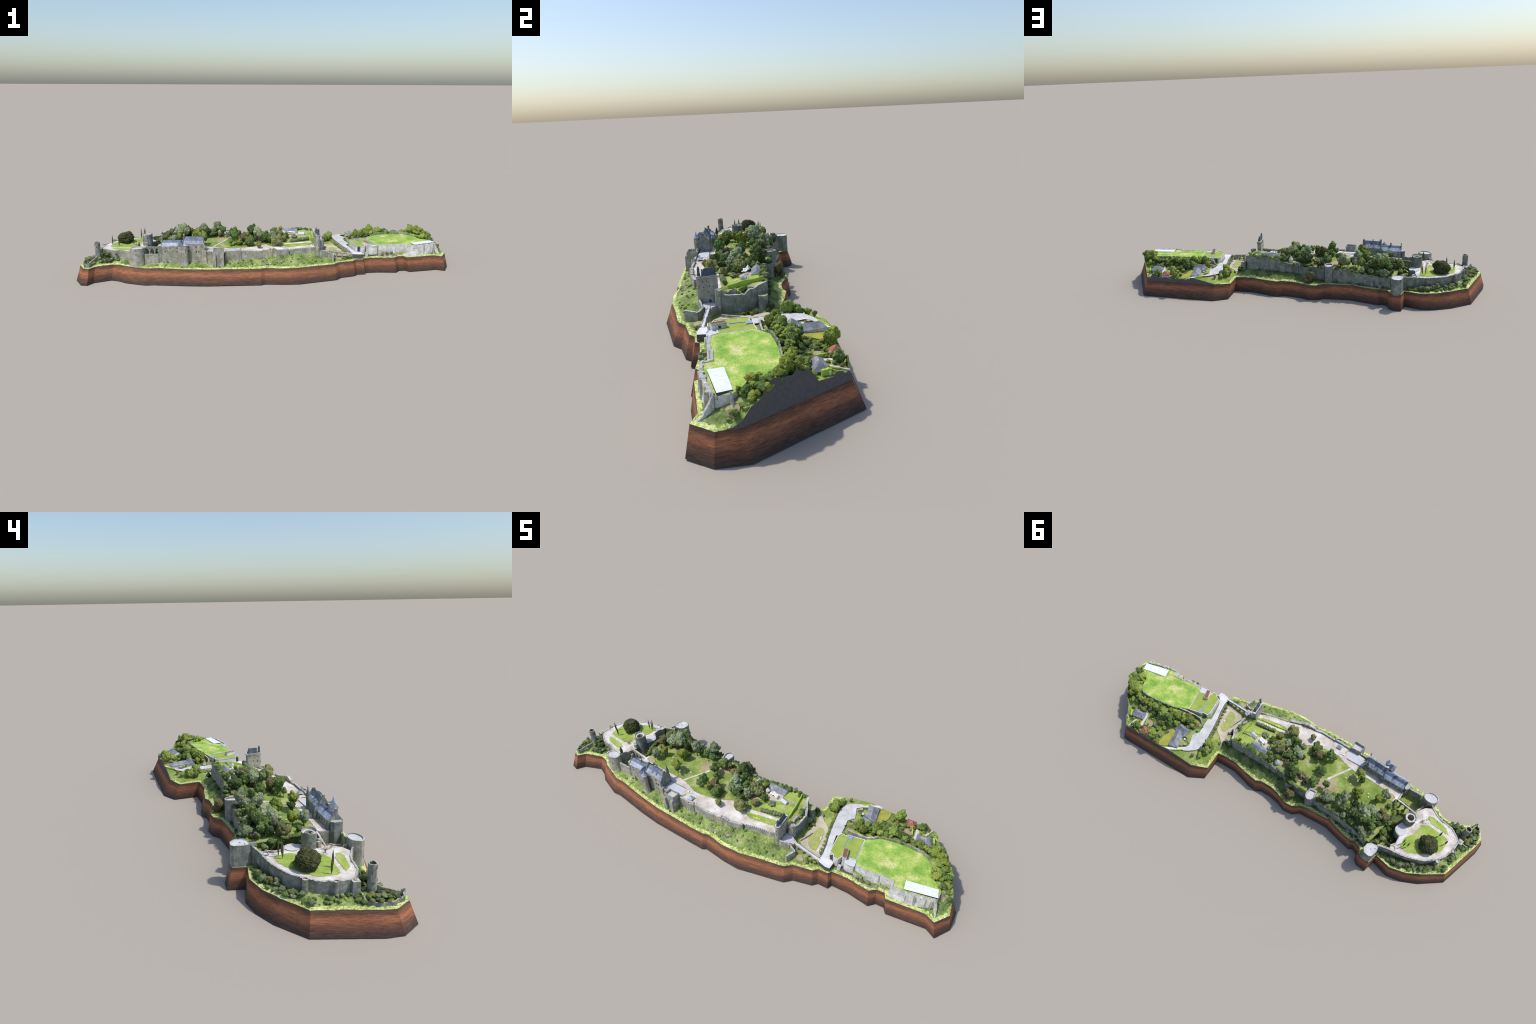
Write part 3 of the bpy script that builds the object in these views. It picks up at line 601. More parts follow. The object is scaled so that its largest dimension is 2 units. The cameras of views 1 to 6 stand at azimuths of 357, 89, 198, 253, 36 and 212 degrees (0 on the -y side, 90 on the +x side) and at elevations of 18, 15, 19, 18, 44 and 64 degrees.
# outer ward walls at the western tip
wall([(-0.893, -.160, .118, .085, .005), (-0.905, -.180, .110, .08, .005), (-0.921, -.215, .100, .075, .005), (-0.927, -.238, .098, .072, .005)], "stone", "rubble", seed=9)
wall([(-0.927, -.238, .098, .072, .005), (-0.946, -.228, .094, .075, .005), (-0.962, -.185, .092, .075, .005), (-0.955, -.145, .092, .075, .005), (-0.935, -.115, .090, .075, .005), (-0.910, -.110, .105, .078, .005)], "stone_cool", "rubble", seed=10)
wall([(-0.865, -.055, .086, .08, .004), (-0.9, .02, .0865, .078, .004)], "rubble", seed=11, name="garden_wall")
# south front
wall([(0.245, -.152, .1435, .112, .007), (0.232, -.152, .1435, .112, .007), (0.16, -.169, .1435, .115, .007), (0.10, -.183, .1435, .117, .007)], "stone", "cap", seed=12)
b = B()
for k in range(15):
    t = k / 14.0
    b.box((0.232 - 0.128 * t, -0.1525 - 0.0305 * t, 0.1456), (0.0045, 0.0065, 0.0046), "stone", 0.233, "cap")
b.obj("battlement", walls)
b = B(); b.prism([(0.095, -.197), (0.032, -.218), (0.028, -.208), (0.045, -.200), (0.092, -.186)], 0.112, 0.151, "stone", "cap", 1.05); b.obj("bastion", walls)
wall([(0.032, -.212, .157, .112, .012), (0.012, -.214, .163, .114, .013), (-0.006, -.217, .164, .114, .013), (-0.028, -.218, .158, .108, .010), (-0.043, -.218, .154, .102, .008)], "rubble", "cap", seed=13, jz=.003, jl=.002, step=.004)
b = B(); b.prism([(-0.073, -.229), (-0.043, -.222), (-0.043, -.212), (-0.073, -.217)], 0.098, 0.152, "stone", "cap", 1.12); b.obj("buttress", walls)
wall([(-0.073, -.222, .1535, .10, .008), (-0.15, -.221, .1545, .10, .008), (-0.186, -.224, .155, .098, .008), (-0.235, -.222, .154, .090, .008)], "stone", "cap", seed=14)
b = B(); b.hollow([(-0.184, -.236), (-0.168, -.236), (-0.152, -.229), (-0.152, -.218), (-0.184, -.220)], 0.096, 0.157, .003, .150, "stone", 1.06); b.box((-.156, -.221, .162), (.007, .006, .012), "stone"); b.obj("buttress", walls)
wall([(-0.294, -.228, .150, .085, .008), (-0.338, -.224, .153, .090, .008)], "stone", "cap", seed=15, jz=.004)
b = B(); b.prism([(-0.352, -.236), (-0.330, -.236), (-0.330, -.220), (-0.352, -.220)], 0.084, 0.160, "rubble", "cap", 1.08); b.obj("buttress", walls)
wall([(-0.575, -.205, .137, .085, .008), (-0.645, -.205, .137, .080, .008)], "stone", "cap", seed=16, foot=1.6)
# east front and barbican
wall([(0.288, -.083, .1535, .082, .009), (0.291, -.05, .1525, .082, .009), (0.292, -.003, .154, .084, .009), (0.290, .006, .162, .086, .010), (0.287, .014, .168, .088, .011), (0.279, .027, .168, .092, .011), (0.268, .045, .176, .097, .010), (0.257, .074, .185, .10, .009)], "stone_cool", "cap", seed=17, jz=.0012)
wall([(0.290, -.083, .170, .085, .016), (0.284, -.094, .174, .085, .018), (0.270, -.100, .168, .09, .014)], "stone", "cap", seed=18, jz=.002)
wall([(0.271, -.070, .150, .12, .008), (0.266, -.055, .162, .12, .009), (0.268, -.043, .164, .12, .009), (0.272, -.037, .172, .12, .010), (0.275, -.031, .166, .12, .008)], "rubble", "cap", seed=19, jz=.002, step=.004, name="ruin")
wall([(0.279, .020, .166, .12, .008), (0.277, .012, .175, .12, .008), (0.272, .018, .172, .12, .008), (0.272, .03, .17, .12, .008)], "rubble", "cap", seed=20, jz=.002, step=.004, name="ruin")
wall([(0.262, -.163, .131, .09, .006), (0.290, -.154, .128, .085, .006), (0.309, -.147, .120, .08, .006), (0.316, -.152, .116, .08, .006), (0.338, -.160, .114, .078, .006)], "stone", "cap", seed=21)
wall([(0.340, -.161, .114, .074, .008), (0.326, -.208, .119, .072, .008)], "stone", "cap", seed=22, name="wall")
wall([(0.320, -.085, .094, .078, .005), (0.335, -.045, .094, .08, .005), (0.340, -.02, .093, .08, .005)], "rubble", "cap", seed=23, name="garden_wall")
# road retaining walls
wall([(0.4405, -.118, .1045, .078, .004), (0.4335, -.073, .1065, .08, .004), (0.4095, .011, .1095, .082, .004), (0.3915, .093, .1125, .09, .004), (0.3825, .144, .113, .095, .004)], "rubble", "darkfoot", seed=24, name="parapet")
wall([(0.462, .060, .120, .10, .004), (0.480, .045, .134, .10, .005), (0.51, .046, .136, .105, .005), (0.565, .052, .137, .11, .005), (0.594, .062, .147, .115, .004)], "rubble", "cap", seed=25, name="retaining_wall")
wall([(0.594, .062, .150, .115, .004), (0.614, .076, .155, .12, .004), (0.665, .0865, .1575, .125, .0045), (0.70, .0935, .160, .125, .0045), (0.742, .0975, .160, .125, .0045), (0.781, .0985, .158, .125, .0045), (0.815, .092, .152, .125, .004), (0.842, .072, .143, .12, .004)], "mossy", "mossy", seed=35, name="retaining_wall", jz=.0026, jl=.0014, step=.004)
# fort south face
wall([(0.590, -.101, .1385, .077, .010), (0.636, -.1005, .1375, .077, .010), (0.686, -.094, .1375, .077, .010), (0.690, -.087, .1375, .077, .007), (0.745, -.083, .1365, .077, .007), (0.751, -.112, .1365, .077, .008), (0.800, -.107, .1365, .077, .009), (0.806, -.108, .1365, .077, .009), (0.86, -.0925, .1375, .077, .009), (0.915, -.071, .1375, .077, .010)], "stone_pale", "cap", seed=26, foot=2.2)
wall([(0.915, -.071, .138, .077, .008), (0.921, -.079, .118, .076, .008), (0.930, -.094, .092, .075, .007), (0.937, -.108, .079, .074, .004)], "stone_pale", "cap", seed=27, foot=1.6)
wall([(0.63, -.117, .094, .072, .016), (0.66, -.121, .092, .072, .014), (0.685, -.110, .092, .072, .014), (0.70, -.096, .095, .072, .012), (0.745, -.095, .095, .074, .010)], "rubble", "slope", seed=28, jz=.003, jl=.002, foot=1.5)
wall([(0.590, -.110, .112, .072, .012), (0.63, -.113, .105, .072, .014)], "rubble", "slope", seed=33, jz=.003, jl=.002, foot=1.5)
for x, y, w in ((0.806, -.111, .008), (0.832, -.104, .017), (0.881, -.090, .004)):
    b = B(); b.prism([(x - w / 2, y - .005), (x + w / 2, y - .004), (x + w / 2, y + .012), (x - w / 2, y + .012)], .076, .1365, "stone_pale", "cap", 1.25); b.obj("buttress", walls)
for x, y in ((0.845, -.1055), (0.905, -.0895)):
    b = B(); b.prism([(x - .0022, y - .002), (x + .0022, y - .0014), (x + .0022, y + .016), (x - .0022, y + .016)], .076, .1352, "rubble", "rubble", 1.15); b.obj("pier", walls)
wall([(0.921, -.028, .142, .10, .005), (0.930, -.024, .126, .095, .005), (0.938, -.020, .110, .09, .005)], "rubble", "cap", seed=29)
# grass-topped hedges and clipped lines of the garden
hedges = empty("clipped_hedge")
def hedge(path, mat="lime", jz=.001):
    b = B(); b.band(path, mat, None, 1.0, .004, jz, .0008); return b.obj("hedge", hedges, 50)
hedge([(0.242, -.060, .1715, .14, .003), (0.240, .005, .188, .14, .003), (0.238, .020, .187, .14, .003), (0.232, .066, .196, .15, .003)])
hedge([(0.242, -.060, .1715, .15, .0025), (0.225, -.063, .170, .15, .0025)])
hedge([(0.210, -.111, .158, .14, .0025), (0.140, -.1185, .158, .14, .0025), (0.074, -.129, .157, .14, .0025)])
hedge([(0.236, -.120, .147, .135, .010), (0.19, -.122, .150, .138, .010), (0.14, -.127, .151, .14, .010), (0.095, -.135, .149, .14, .008)], "f_lime", .003)
hedge([(0.452, .229, .112, .09, .004), (0.496, .259, .110, .09, .004)])
hedge([(0.803, .195, .121, .10, .007), (0.790, .222, .119, .10, .007)], "lime", .002)
hedge([(0.708, .190, .116, .10, .004), (0.694, .226, .114, .10, .004)])
b = B(); b.band([(0.193, .0085, .187, .16, .003), (0.238, .012, .189, .16, .003)], "stone_pale", "cap"); b.obj("garden_wall", walls)

# ------------------------------------------------------------------ towers
towers = root
def circle(cx, cy, r, n=28, ax=1.0):
    return [(cx + r * math.cos(2 * math.pi * i / n), cy + r * ax * math.sin(2 * math.pi * i / n)) for i in range(n)]
def slit(b, x, y, z, rot, w=0.0022, h=0.005):
    b.box((x, y, z), (w, 0.0016, h), "window", rot)
# slim mill tower at the western tip
t = empty("mill_tower", towers)
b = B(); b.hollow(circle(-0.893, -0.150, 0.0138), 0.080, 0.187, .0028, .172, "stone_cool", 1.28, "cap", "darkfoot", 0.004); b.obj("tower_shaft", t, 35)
b = B()
for a, z in ((-1.7, .165), (-1.2, .14), (2.6, .160), (2.9, .128), (3.6, .175), (0.3, .17), (-2.2, .178)):
    slit(b, -0.893 + .0140 * math.cos(a), -0.150 + .0140 * math.sin(a), z, a + math.pi / 2, .0025, .005)
b.obj("window", t)
# round keep with a dark shaft
t = empty("round_keep", towers)
b = B()
kc = (-0.649, -0.050)
b.lathe(kc, [(.0335, .078), (.0290, .115), (.0268, .14), (.0262, .198), (.0235, .199), (.0233, .194), (.0150, .1935), (.0146, .120)], "stone_cool", 36, (1, 1), .0022,
        ["stone_cool", "stone_cool", "stone_cool", "cap", "cap", "deck", "rubble", "darkfoot"])
b.obj("tower_shaft", t, 35)
b = B()
for i in range(20):
    if rng.random() < 0.55:
        a = i / 20 * 2 * math.pi
        b.box((kc[0] + .0250 * math.cos(a), kc[1] + .0250 * math.sin(a), .200 + rng.uniform(0, .002)), (.0022, .006, .004), "rubble", a)
b.obj("battlement", t)
b = B()
for a, z, h in ((-1.5, .185, .006), (-1.8, .165, .006), (-2.4, .17, .005), (3.0, .165, .004)):
    slit(b, kc[0] + .0268 * math.cos(a), kc[1] + .0268 * math.sin(a), z, a + math.pi / 2, .003, h)
b.obj("window", t)
b = B(); b.box((-0.651, -0.087, .150), (.012, .012, .030), "rubble", .3, "cap"); b.box((-0.664, -0.078, .150), (.010, .010, .026), "rubble", .3, "cap"); b.obj("porch", t)
b = B(); b.prism(circle(-0.640, 0.006, .026, 24), .078, .1445, "rubble", "deck"); b.obj("apron", t)
# flat-topped tower beside the palace
t = empty("blunt_tower", towers)
bp = smooth_poly([(-0.722, -0.216), (-0.712, -0.185), (-0.690, -0.174), (-0.655, -0.181), (-0.646, -0.200), (-0.655, -0.220), (-0.690, -0.231)], 1)
b = B(); b.hollow(bp, 0.066, 0.170, .0042, .1655, "stone", 1.12); b.obj("tower_shaft", t, 35)
b = B(); slit(b, -0.686, -0.2312, .140, .05); slit(b, -0.672, -0.2300, .135, .2); slit(b, -0.640, -0.200, .13, 1.4); b.obj("window", t)
# polygonal bastion on the north-west
t = empty("bastion_tower", towers)
dp = [(-0.592, 0.134), (-0.560, 0.138), (-0.543, 0.152), (-0.540, 0.178), (-0.552, 0.196), (-0.578, 0.200), (-0.590, 0.192), (-0.598, 0.160)]
b = B(); b.hollow(dp, 0.070, 0.154, .002, .1525, "stone_cool", 1.06, "cap", "deck", .002); b.obj("tower_shaft", t, 35)
b = B(); b.box((-0.594, 0.128, .155), (.003, .022, .010), "stone", -.3, "cap"); b.box((-.5705, .165, .153), (.003, .003, .003), "window"); b.box((-.585, .152, .153), (.003, .003, .003), "window"); b.obj("parapet", t)
# horseshoe tower on the north front
t = empty("horseshoe_tower", towers)
up = [(-0.190, 0.072), (-0.186, 0.105)] + [(-0.208 + .020 * math.cos(a), 0.108 + .020 * math.sin(a)) for a in np.linspace(0.25, 2.9, 11)] + [(-0.232, 0.098), (-0.226, 0.068)]
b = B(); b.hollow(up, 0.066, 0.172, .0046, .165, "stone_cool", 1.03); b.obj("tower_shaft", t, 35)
b = B(); slit(b, -0.205, 0.1285, .150, 0.1); slit(b, -0.222, 0.1245, .13, .6); slit(b, -0.20, 0.1288, .11, 0); b.obj("window", t)
# low ruined round tower on the north front
b = B(); b.hollow(circle(-0.088, 0.090, .0225, 24), 0.078, 0.153, .003, .151, "stone_cool", 1.1, "scrub_dark", "scrub_dark", .004); b.obj("ruined_tower", towers, 35)
# small wall towers round the terrace
for (x, y, r, zt, zb) in ((-0.650, 0.103, .0135, .1435, .078), (-0.845, 0.042, .0095, .144, .088), (-0.884, -0.040, .0085, .1425, .090)):
    b = B(); b.hollow(circle(x, y, r, 22), zb, zt, .0022, zt - .004, "stone_cool", 1.15, "cap", "gravel", .001); b.obj("turret", towers, 35)
b = B(); b.prism([(-0.905, -0.108), (-0.882, -0.110), (-0.880, -0.086), (-0.902, -0.084)], .080, .140, "stone_cool", "cap", 1.06); b.box((-.893, -.097, .1415), (.008, .007, .003), "dry_grass"); b.obj("square_tower", towers)
b = B(); b.box((-0.9265, -.236, .086), (.010, .009, .032), "stone_cool", .3); b.box((-0.929, -.239, .104), (.004, .004, .006), "stone"); b.obj("watch_turret", towers)
b = B(); b.prism([(-0.436 - .016, 0.116), (-0.436 + .016, 0.113), (-0.43, 0.132), (-0.446, 0.133)], .072, .105, "stone_cool"); b.obj("buttress", walls)
b = B(); b.hollow(circle(-.483, .134, .010, 16), .068, .103, .002, .10, "stone_cool", 1.05, "cap", "scrub_dark", .003); b.obj("turret", towers, 35)
# north-east corner tower
b = B(); b.hollow(circle(0.286, 0.060, .0165, 24), .090, .1455, .003, .143, "stone_cool", 1.12, "cap", "dry_grass", .002); b.obj("corner_tower", towers, 35)

# square ruined gate tower on the south front
t = empty("ruined_gate_tower", towers)
gp = [(-0.296, -0.259), (-0.241, -0.262), (-0.240, -0.219), (-0.292, -0.222)]
b = B(); b.hollow(gp, 0.074, 0.172, .0042, .161, "stone", 1.02, "cap", "deck"); b.obj("tower_shaft", t, 25)
b = B()
for k in range(9):
    x = -0.292 + 0.047 * k / 8
    b.box((x, -0.2585 - .001 * k / 8, .173), (.004, .004, .003 + .003 * rng.random()), "stone", 0, "cap")
for k in range(5):
    b.box((-.2425, -.255 + .008 * k, .1725), (.004, .004, .003 * rng.random() + .002), "stone"); b.box((-.293, -.255 + .008 * k, .1725), (.004, .004, .004 * rng.random() + .002), "stone")
b.obj("battlement", t)
b = B()
for x, w in ((-0.289, .015), (-0.249, .016)):
    b.prism([(x - w / 2, -.272), (x + w / 2, -.272), (x + w / 2, -.255), (x - w / 2, -.255)], .070, .155, "stone", "stone", 1.0, .86)
b.obj("buttress", t, 30)
b = B()
b.box((-.268, -.2625, .125), (.0035, .002, .05), "stone"); b.box((-.256, -.2625, .115), (.004, .002, .020), "window")
b.obj("window", t)

# tall clock tower
t = empty("clock_tower", towers)
cs, cn = Vector((0.2525, -0.158)), Vector((0.2475, -0.0945))
d = (cn - cs).normalized(); e = Vector((-d.y, d.x))
hw = 0.0105
plan = [tuple(cn - e * hw), tuple(cn + e * hw)]
rc = [cs - d * .0105 * math.sin(a) + e * .0105 * math.cos(a) for a in np.linspace(0.0, math.pi, 12)]
plan = [tuple(cn + e * hw), *[tuple(p) for p in rc], tuple(cn - e * hw)]
b = B(); b.prism(plan, .088, .110, "stone", None, 1.10, 1.0); b.prism(plan, .110, .207, "stone"); b.obj("tower_shaft", t, 35)
b = B(); b.prism(plan, .2072, .2105, "cap", None, 1.04, 1.09); b.prism(plan, .2106, .2140, "stone_cool", "deck", 1.09, 1.09); b.obj("cornice", t, 30)
b = B()
for k in range(11):
    p = cs + d * (.004 + .0585 * k / 10)
    for s in (-1, 1):
        q = p + e * s * .0112
        b.box((q.x, q.y, .2062), (.0014, .0022, .0036), "stone_cool", math.atan2(d.y, d.x))
b.obj("corbel", t)
b = B()
a0, a1 = cs + d * .010, cn - d * .004
b.gable(tuple(a0), tuple(a1), .0082, .2100, .2104, .2385, "slate_dark", "slate_dark", .0005, .006)
q = cn - d * .012
b.lathe((q.x, q.y), [(.0062, .2100), (.0055, .227), (.0020, .238), (.0004, .2455)], "slate_dark", 4)
b.obj("roof", t)
b = B()
b.lathe((cs.x, cs.y - .001), [(.0066, .2100), (.0060, .223), (.0046, .225), (.0046, .237), (.0054, .2375), (.0038, .244), (.0012, .2475), (.0004, .251)], "slate_dark", 10)
b.obj("lantern", t, 30)
b = B(); q = cs + d * .011; b.box((q.x, q.y, .224), (.004, .006, .029), "stone_cool"); b.obj("chimney", t)
b = B()
ang = math.atan2(d.y, d.x)
for fr, z in ((.010, .196), (.026, .196), (.012, .176), (.034, .177), (.028, .158)):
    for s in (-1, 1):
        p = cs + d * fr + e * s * .0106
        b.box((p.x, p.y, z), (.0026, .0016, .0062), "window", ang)
for z in (.187, .168, .160):
    b.box((cs.x + .001, cs.y - .0106, z), (.0020, .0016, .0045), "window")
for s in (-1, 1):
    p = cs + d * .033 + e * s * .0106
    b.box((p.x, p.y, .124), (.008, .0016, .010), "window", ang)
b.obj("window", t)
# gate passage floor between clock tower and barbican
b = B(); b.prism([(0.255, -0.150), (0.300, -0.147), (0.306, -0.115), (0.290, -0.098), (0.262, -0.100)], .08, .1165, "rubble", "bluegravel"); b.obj("gate_ramp", towers)
b = B(); b.prism([(0.296, -0.140), (0.318, -0.138), (0.320, -0.118), (0.304, -0.112)], .078, .1175, "rubble", "gravel"); b.obj("bridge_head", towers)

# ------------------------------------------------------------------ bridges
def arcade(name, a, b_, za, zb, width, piers, zfoot, rise, mat, deck):
    """a deck from a to b_ on round arches"""
    a, b_ = Vector(a), Vector(b_)
    L = (b_ - a).length
    zt = lambda s: za + (zb - za) * s / L
    prof = [(0, zt(0))] + [(L * k / 12, zt(L * k / 12)) for k in range(1, 12)] + [(L, zt(L)), (L, zfoot)]
    span = L / piers; pw = span * 0.24
    for k in range(piers - 1, -1, -1):
        s0, s1 = k * span + pw / 2, (k + 1) * span - pw / 2
        mid, r = (s0 + s1) / 2, (s1 - s0) / 2
        prof += [(s1, zfoot)]
        for t in np.linspace(0, math.pi, 9):
            prof.append((mid + r * math.cos(t), zt(mid) - rise + (rise - .006) * math.sin(t)))
        prof += [(s0, zfoot)]
    prof += [(0, zfoot)]
    o = empty(name)
    w = B(); w.extrude(prof, tuple(a), tuple(b_ - a), width, mat); w.obj("arcade", o)
    w = B(); dr = (b_ - a).normalized(); nn = Vector((-dr.y, dr.x))
    path = lambda s, dz, th: [(*(a + nn * s * width / 2), za + dz, za - .002, th), (*(b_ + nn * s * width / 2), zb + dz, zb - .002, th)]
    w.band(path(1, .0035, .0016), mat, "darkfoot"); w.band(path(-1, .0030, .0016), mat, "cap"); w.obj("parapet", o)
    w = B(); w.prism([tuple(a + nn * width * .47), tuple(b_ + nn * width * .47), tuple(b_ - nn * width * .47), tuple(a - nn * width * .47)], lambda x, y: zt(abs((Vector((x, y)) - a).dot(dr))) - .003, lambda x, y: zt(abs((Vector((x, y)) - a).dot(dr))) + .0008, deck); w.obj("deck", o)
arcade("stone_bridge", (0.306, -0.126), (0.444, -0.137), .1175, .1025, .0115, 5, .076, .019, "rubble", "bluegravel")
arcade("garden_bridge", (-0.553, -0.119), (-0.660, -0.106), .1460, .1425, .0085, 4, .078, .030, "stone", "gravel")
wall([(-0.560, -.200, .140, .076, .006), (-0.560, -.122, .150, .076, .006)], "stone", "cap", seed=31)

# ------------------------------------------------------------------ palace
pal = empty("palace")
we, ee = (-0.556, -0.1885), (-0.447, -0.1895)
b = B(); b.gable(we, ee, .0265, .080, .178, .2035, "stone", "slate_pale", .0010, 0, (.012, .1935), "slate"); b.obj("wing", pal)
w2, e2 = (-0.446, -0.1895), (-0.346, -0.1945)
b = B(); b.gable(w2, e2, .0275, .084, .1895, .223, "stone", "slate_mid", .0010, 0, (.0125, .2035), "slate"); b.obj("hall", pal)
b = B()
def gable_wall(b, p, half, ze, zr, th, rise=.004, mat="stone_cool"):
    b.extrude([(-half - .002, .142), (half + .002, .142), (half + .002, ze + .001), (half - .003, ze + rise + .002), (.0045, zr + rise), (-.0045, zr + rise), (-half + .003, ze + rise + .002), (-half - .002, ze + .001)], p, (0.02, 1), th, mat)
gable_wall(b, (-0.345, -.1945), .0275, .1895, .2245, .003)
gable_wall(b, (-0.4462, -.1900), .0275, .1895, .2235, .003)
gable_wall(b, (-0.5565, -.1885), .0265, .178, .2045, .003)
b.obj("gable", pal)
b = B()
for x, y, z0, z1, s in ((-.4440, -.1915, .222, .236, (.0075, .0085)), (-.400, -.192, .215, .2335, (.0045, .005)), (-.3475, -.195, .222, .2305, (.004, .009)), (-.499, -.189, .198, .2195, (.0075, .0075)), (-.5555, -.1885, .2, .2215, (.004, .009))):
    b.box((x, y, (z0 + z1) / 2), (*s, z1 - z0), "stone_cool", 0, "cap")
    b.box((x, y, z1 + .0006), (s[0] * 1.15, s[1] * 1.15, .0016), "cap")
b.obj("chimney", pal)
b = B()   # square lodge and round stair turret on the south side
b.prism([(-.473, -.2385), (-.4445, -.2395), (-.4445, -.212), (-.473, -.212)], .076, .1895, "stone", None, 1.03)
b.obj("lodge", pal)
b = B()
b.add([(-.475, -.241, .1896), (-.4435, -.241, .1896), (-.4435, -.2, .1896), (-.475, -.2, .1896), (-.459, -.226, .2115), (-.459, -.2, .2115)], [[0, 1, 4], [1, 2, 5, 4], [3, 0, 4, 5], [0, 1, 2, 3], [2, 3, 5]], "slate")
b.obj("lodge_roof", pal)
tw = pal
tw_c = (-.4335, -.2385)
b = B(); b.lathe(tw_c, [(.0165, .072), (.0135, .090), (.0118, .110), (.0112, .1915)], "stone", 20); b.obj("turret_wall", tw, 40)
b = B(); b.lathe(tw_c, [(.0125, .1905), (.0138, .1917), (.0102, .1965), (.0060, .203), (.0030, .212), (.0006, .223), (.0001, .2265)], "slate_pale", 16); b.obj("turret_roof", tw, 40)
b = B()   # north stair tower and corner pinnacle
b.prism([(-.458, -.170), (-.438, -.170), (-.438, -.150), (-.458, -.150)], .13, .181, "stone_cool")
b.add([(-.459, -.171, .181), (-.437, -.171, .181), (-.437, -.149, .181), (-.459, -.149, .181), (-.448, -.166, .200), (-.448, -.158, .199)], [[0, 1, 4], [1, 2, 5, 4], [2, 3, 5], [3, 0, 4, 5], [0, 1, 2, 3]], "slate")
b.obj("stair_tower", pal)
b = B(); b.lathe((-.356, -.166), [(.0068, .138), (.0066, .208), (.0074, .2085), (.0030, .226), (.0003, .247)], "stone_cool", 6, mats=["stone_cool", "slate", "slate", "slate", "slate"]); b.obj("pinnacle", pal)
b = B()   # west tower buttress
b.prism([(-.576, -.208), (-.558, -.211), (-.557, -.172), (-.566, -.166), (-.576, -.176)], .085, .180, "stone_cool", "cap", 1.04); b.obj("buttress", pal, 30)
b = B(); b.box((-.3425, -.231, .175), (.006, .006, .040), "stone"); b.lathe((-.3425, -.231), [(.004, .195), (.0006, .203)], "stone", 4); b.obj("pinnacle", pal)
b = B(); b.box((-.536, -.219, .098), (.005, .006, .030), "stone"); b.obj("buttress", pal)
b = B()
for x, z, w, h, m in ((-.533, .172, .0052, .0052, "redwood"), (-.516, .172, .0052, .0052, "redwood"), (-.478, .171, .0052, .0070, "redwood"), (-.478, .151, .0055, .0080, "redwood"), (-.539, .153, .0055, .0060, "redwood"), (-.526, .157, .002, .005, "window"), (-.499, .156, .002, .005, "window")):
    b.box((x, -.2155, z), (w, .0018, h), m)
for x, z, w, h, m in ((-.382, .176, .0055, .0080, "redwood"), (-.382, .153, .0055, .0080, "redwood"), (-.369, .152, .0042, .0075, "window"), (-.4185, .176, .0055, .0080, "redwood"), (-.4185, .155, .0055, .0080, "redwood"), (-.357, .179, .002, .003, "window")):
    b.box((x, -.2205 + (x + .42) * -.035, z), (w, .0018, h), m)
for x, y, z, w, h in ((-.4335, -.2496, .172, .003, .006), (-.4345, -.2496, .158, .003, .005), (-.462, -.2392, .172, .003, .003), (-.455, -.2392, .168, .003, .004), (-.457, -.2392, .147, .002, .004), (-.4345, -.2505, .112, .003, .003)):
    b.box((x, y, z), (w, .002, h), "window")
for x in (-.540, -.520, -.500, -.480):
    b.box((x, -.1622, .163), (.004, .0018, .007), "window")
for x in (-.425, -.405, -.385, -.365):
    b.box((x, -.1625 - (x + .44) * .05, .172), (.004, .0018, .008), "window")
b.obj("window", pal)
b = B()
for x in (-.408, -.382):
    for s in (1, -1):
        y0 = -.1925 + s * .0175
        b.add([(x - .0022, y0 + s * .004, .2015), (x + .0022, y0 + s * .004, .2015), (x, y0 + s * .004, .2085), (x - .0022, y0 - s * .004, .2055), (x + .0022, y0 - s * .004, .2055), (x, y0 - s * .008, .2085)], [[0, 1, 2], [0, 2, 5, 3], [1, 4, 5, 2], [3, 4, 5]], "slate_pale")
b.obj("dormer", pal)
# chimneypiece relief on the ruined east gable
b = B(); b.box((-.3432, -.190, .176), (.002, .016, .016), "stone"); b.box((-.3430, -.190, .166), (.003, .020, .003), "stone"); b.obj("mantel", pal)
b = B(); b.band([(-.3405, -.168, .150, .14, .002), (-.25, -.166, .1488, .14, .002)], "rubble", "darkfoot", 1.0); b.band([(-.341, -.216, .152, .14, .009), (-.341, -.172, .149, .14, .009)], "slate_grey", "slate_grey", 1.6); b.obj("kerb", walls)
b = B(); b.box((-.228, -.175, .1495), (.008, .007, .004), "white", .3); b.box((-.232, -.2, .1475), (.004, .018, .003), "dry_grass", -.2); b.box((-.212, -.172, .148), (.018, .006, .002), "bluegravel", .5); b.obj("planter", grounds)

# open pavilion
pv = empty("pavilion")
b = B()
for sx in (-1, 0, 1):
    for sy in (-1, 1):
        b.box((-.190 + sx * .010, -.2005 + sy * .0095, .1485), (.0010, .0010, .009), "bark", .1)
b.obj("post", pv)
b = B(); b.add([(-.2035, -.213, .1528), (-.1775, -.212, .1528), (-.1765, -.188, .1528), (-.2025, -.189, .1528), (-.1935, -.2005, .1635), (-.1865, -.2003, .1635)], [[0, 1, 5, 4], [1, 2, 5], [2, 3, 4, 5], [3, 0, 4], [0, 1, 2, 3]], "slate_pale"); b.obj("roof", pv)
b = B(); b.box((-.19, -.2005, .1465), (.012, .008, .004), "cardark"); b.obj("bench", pv)

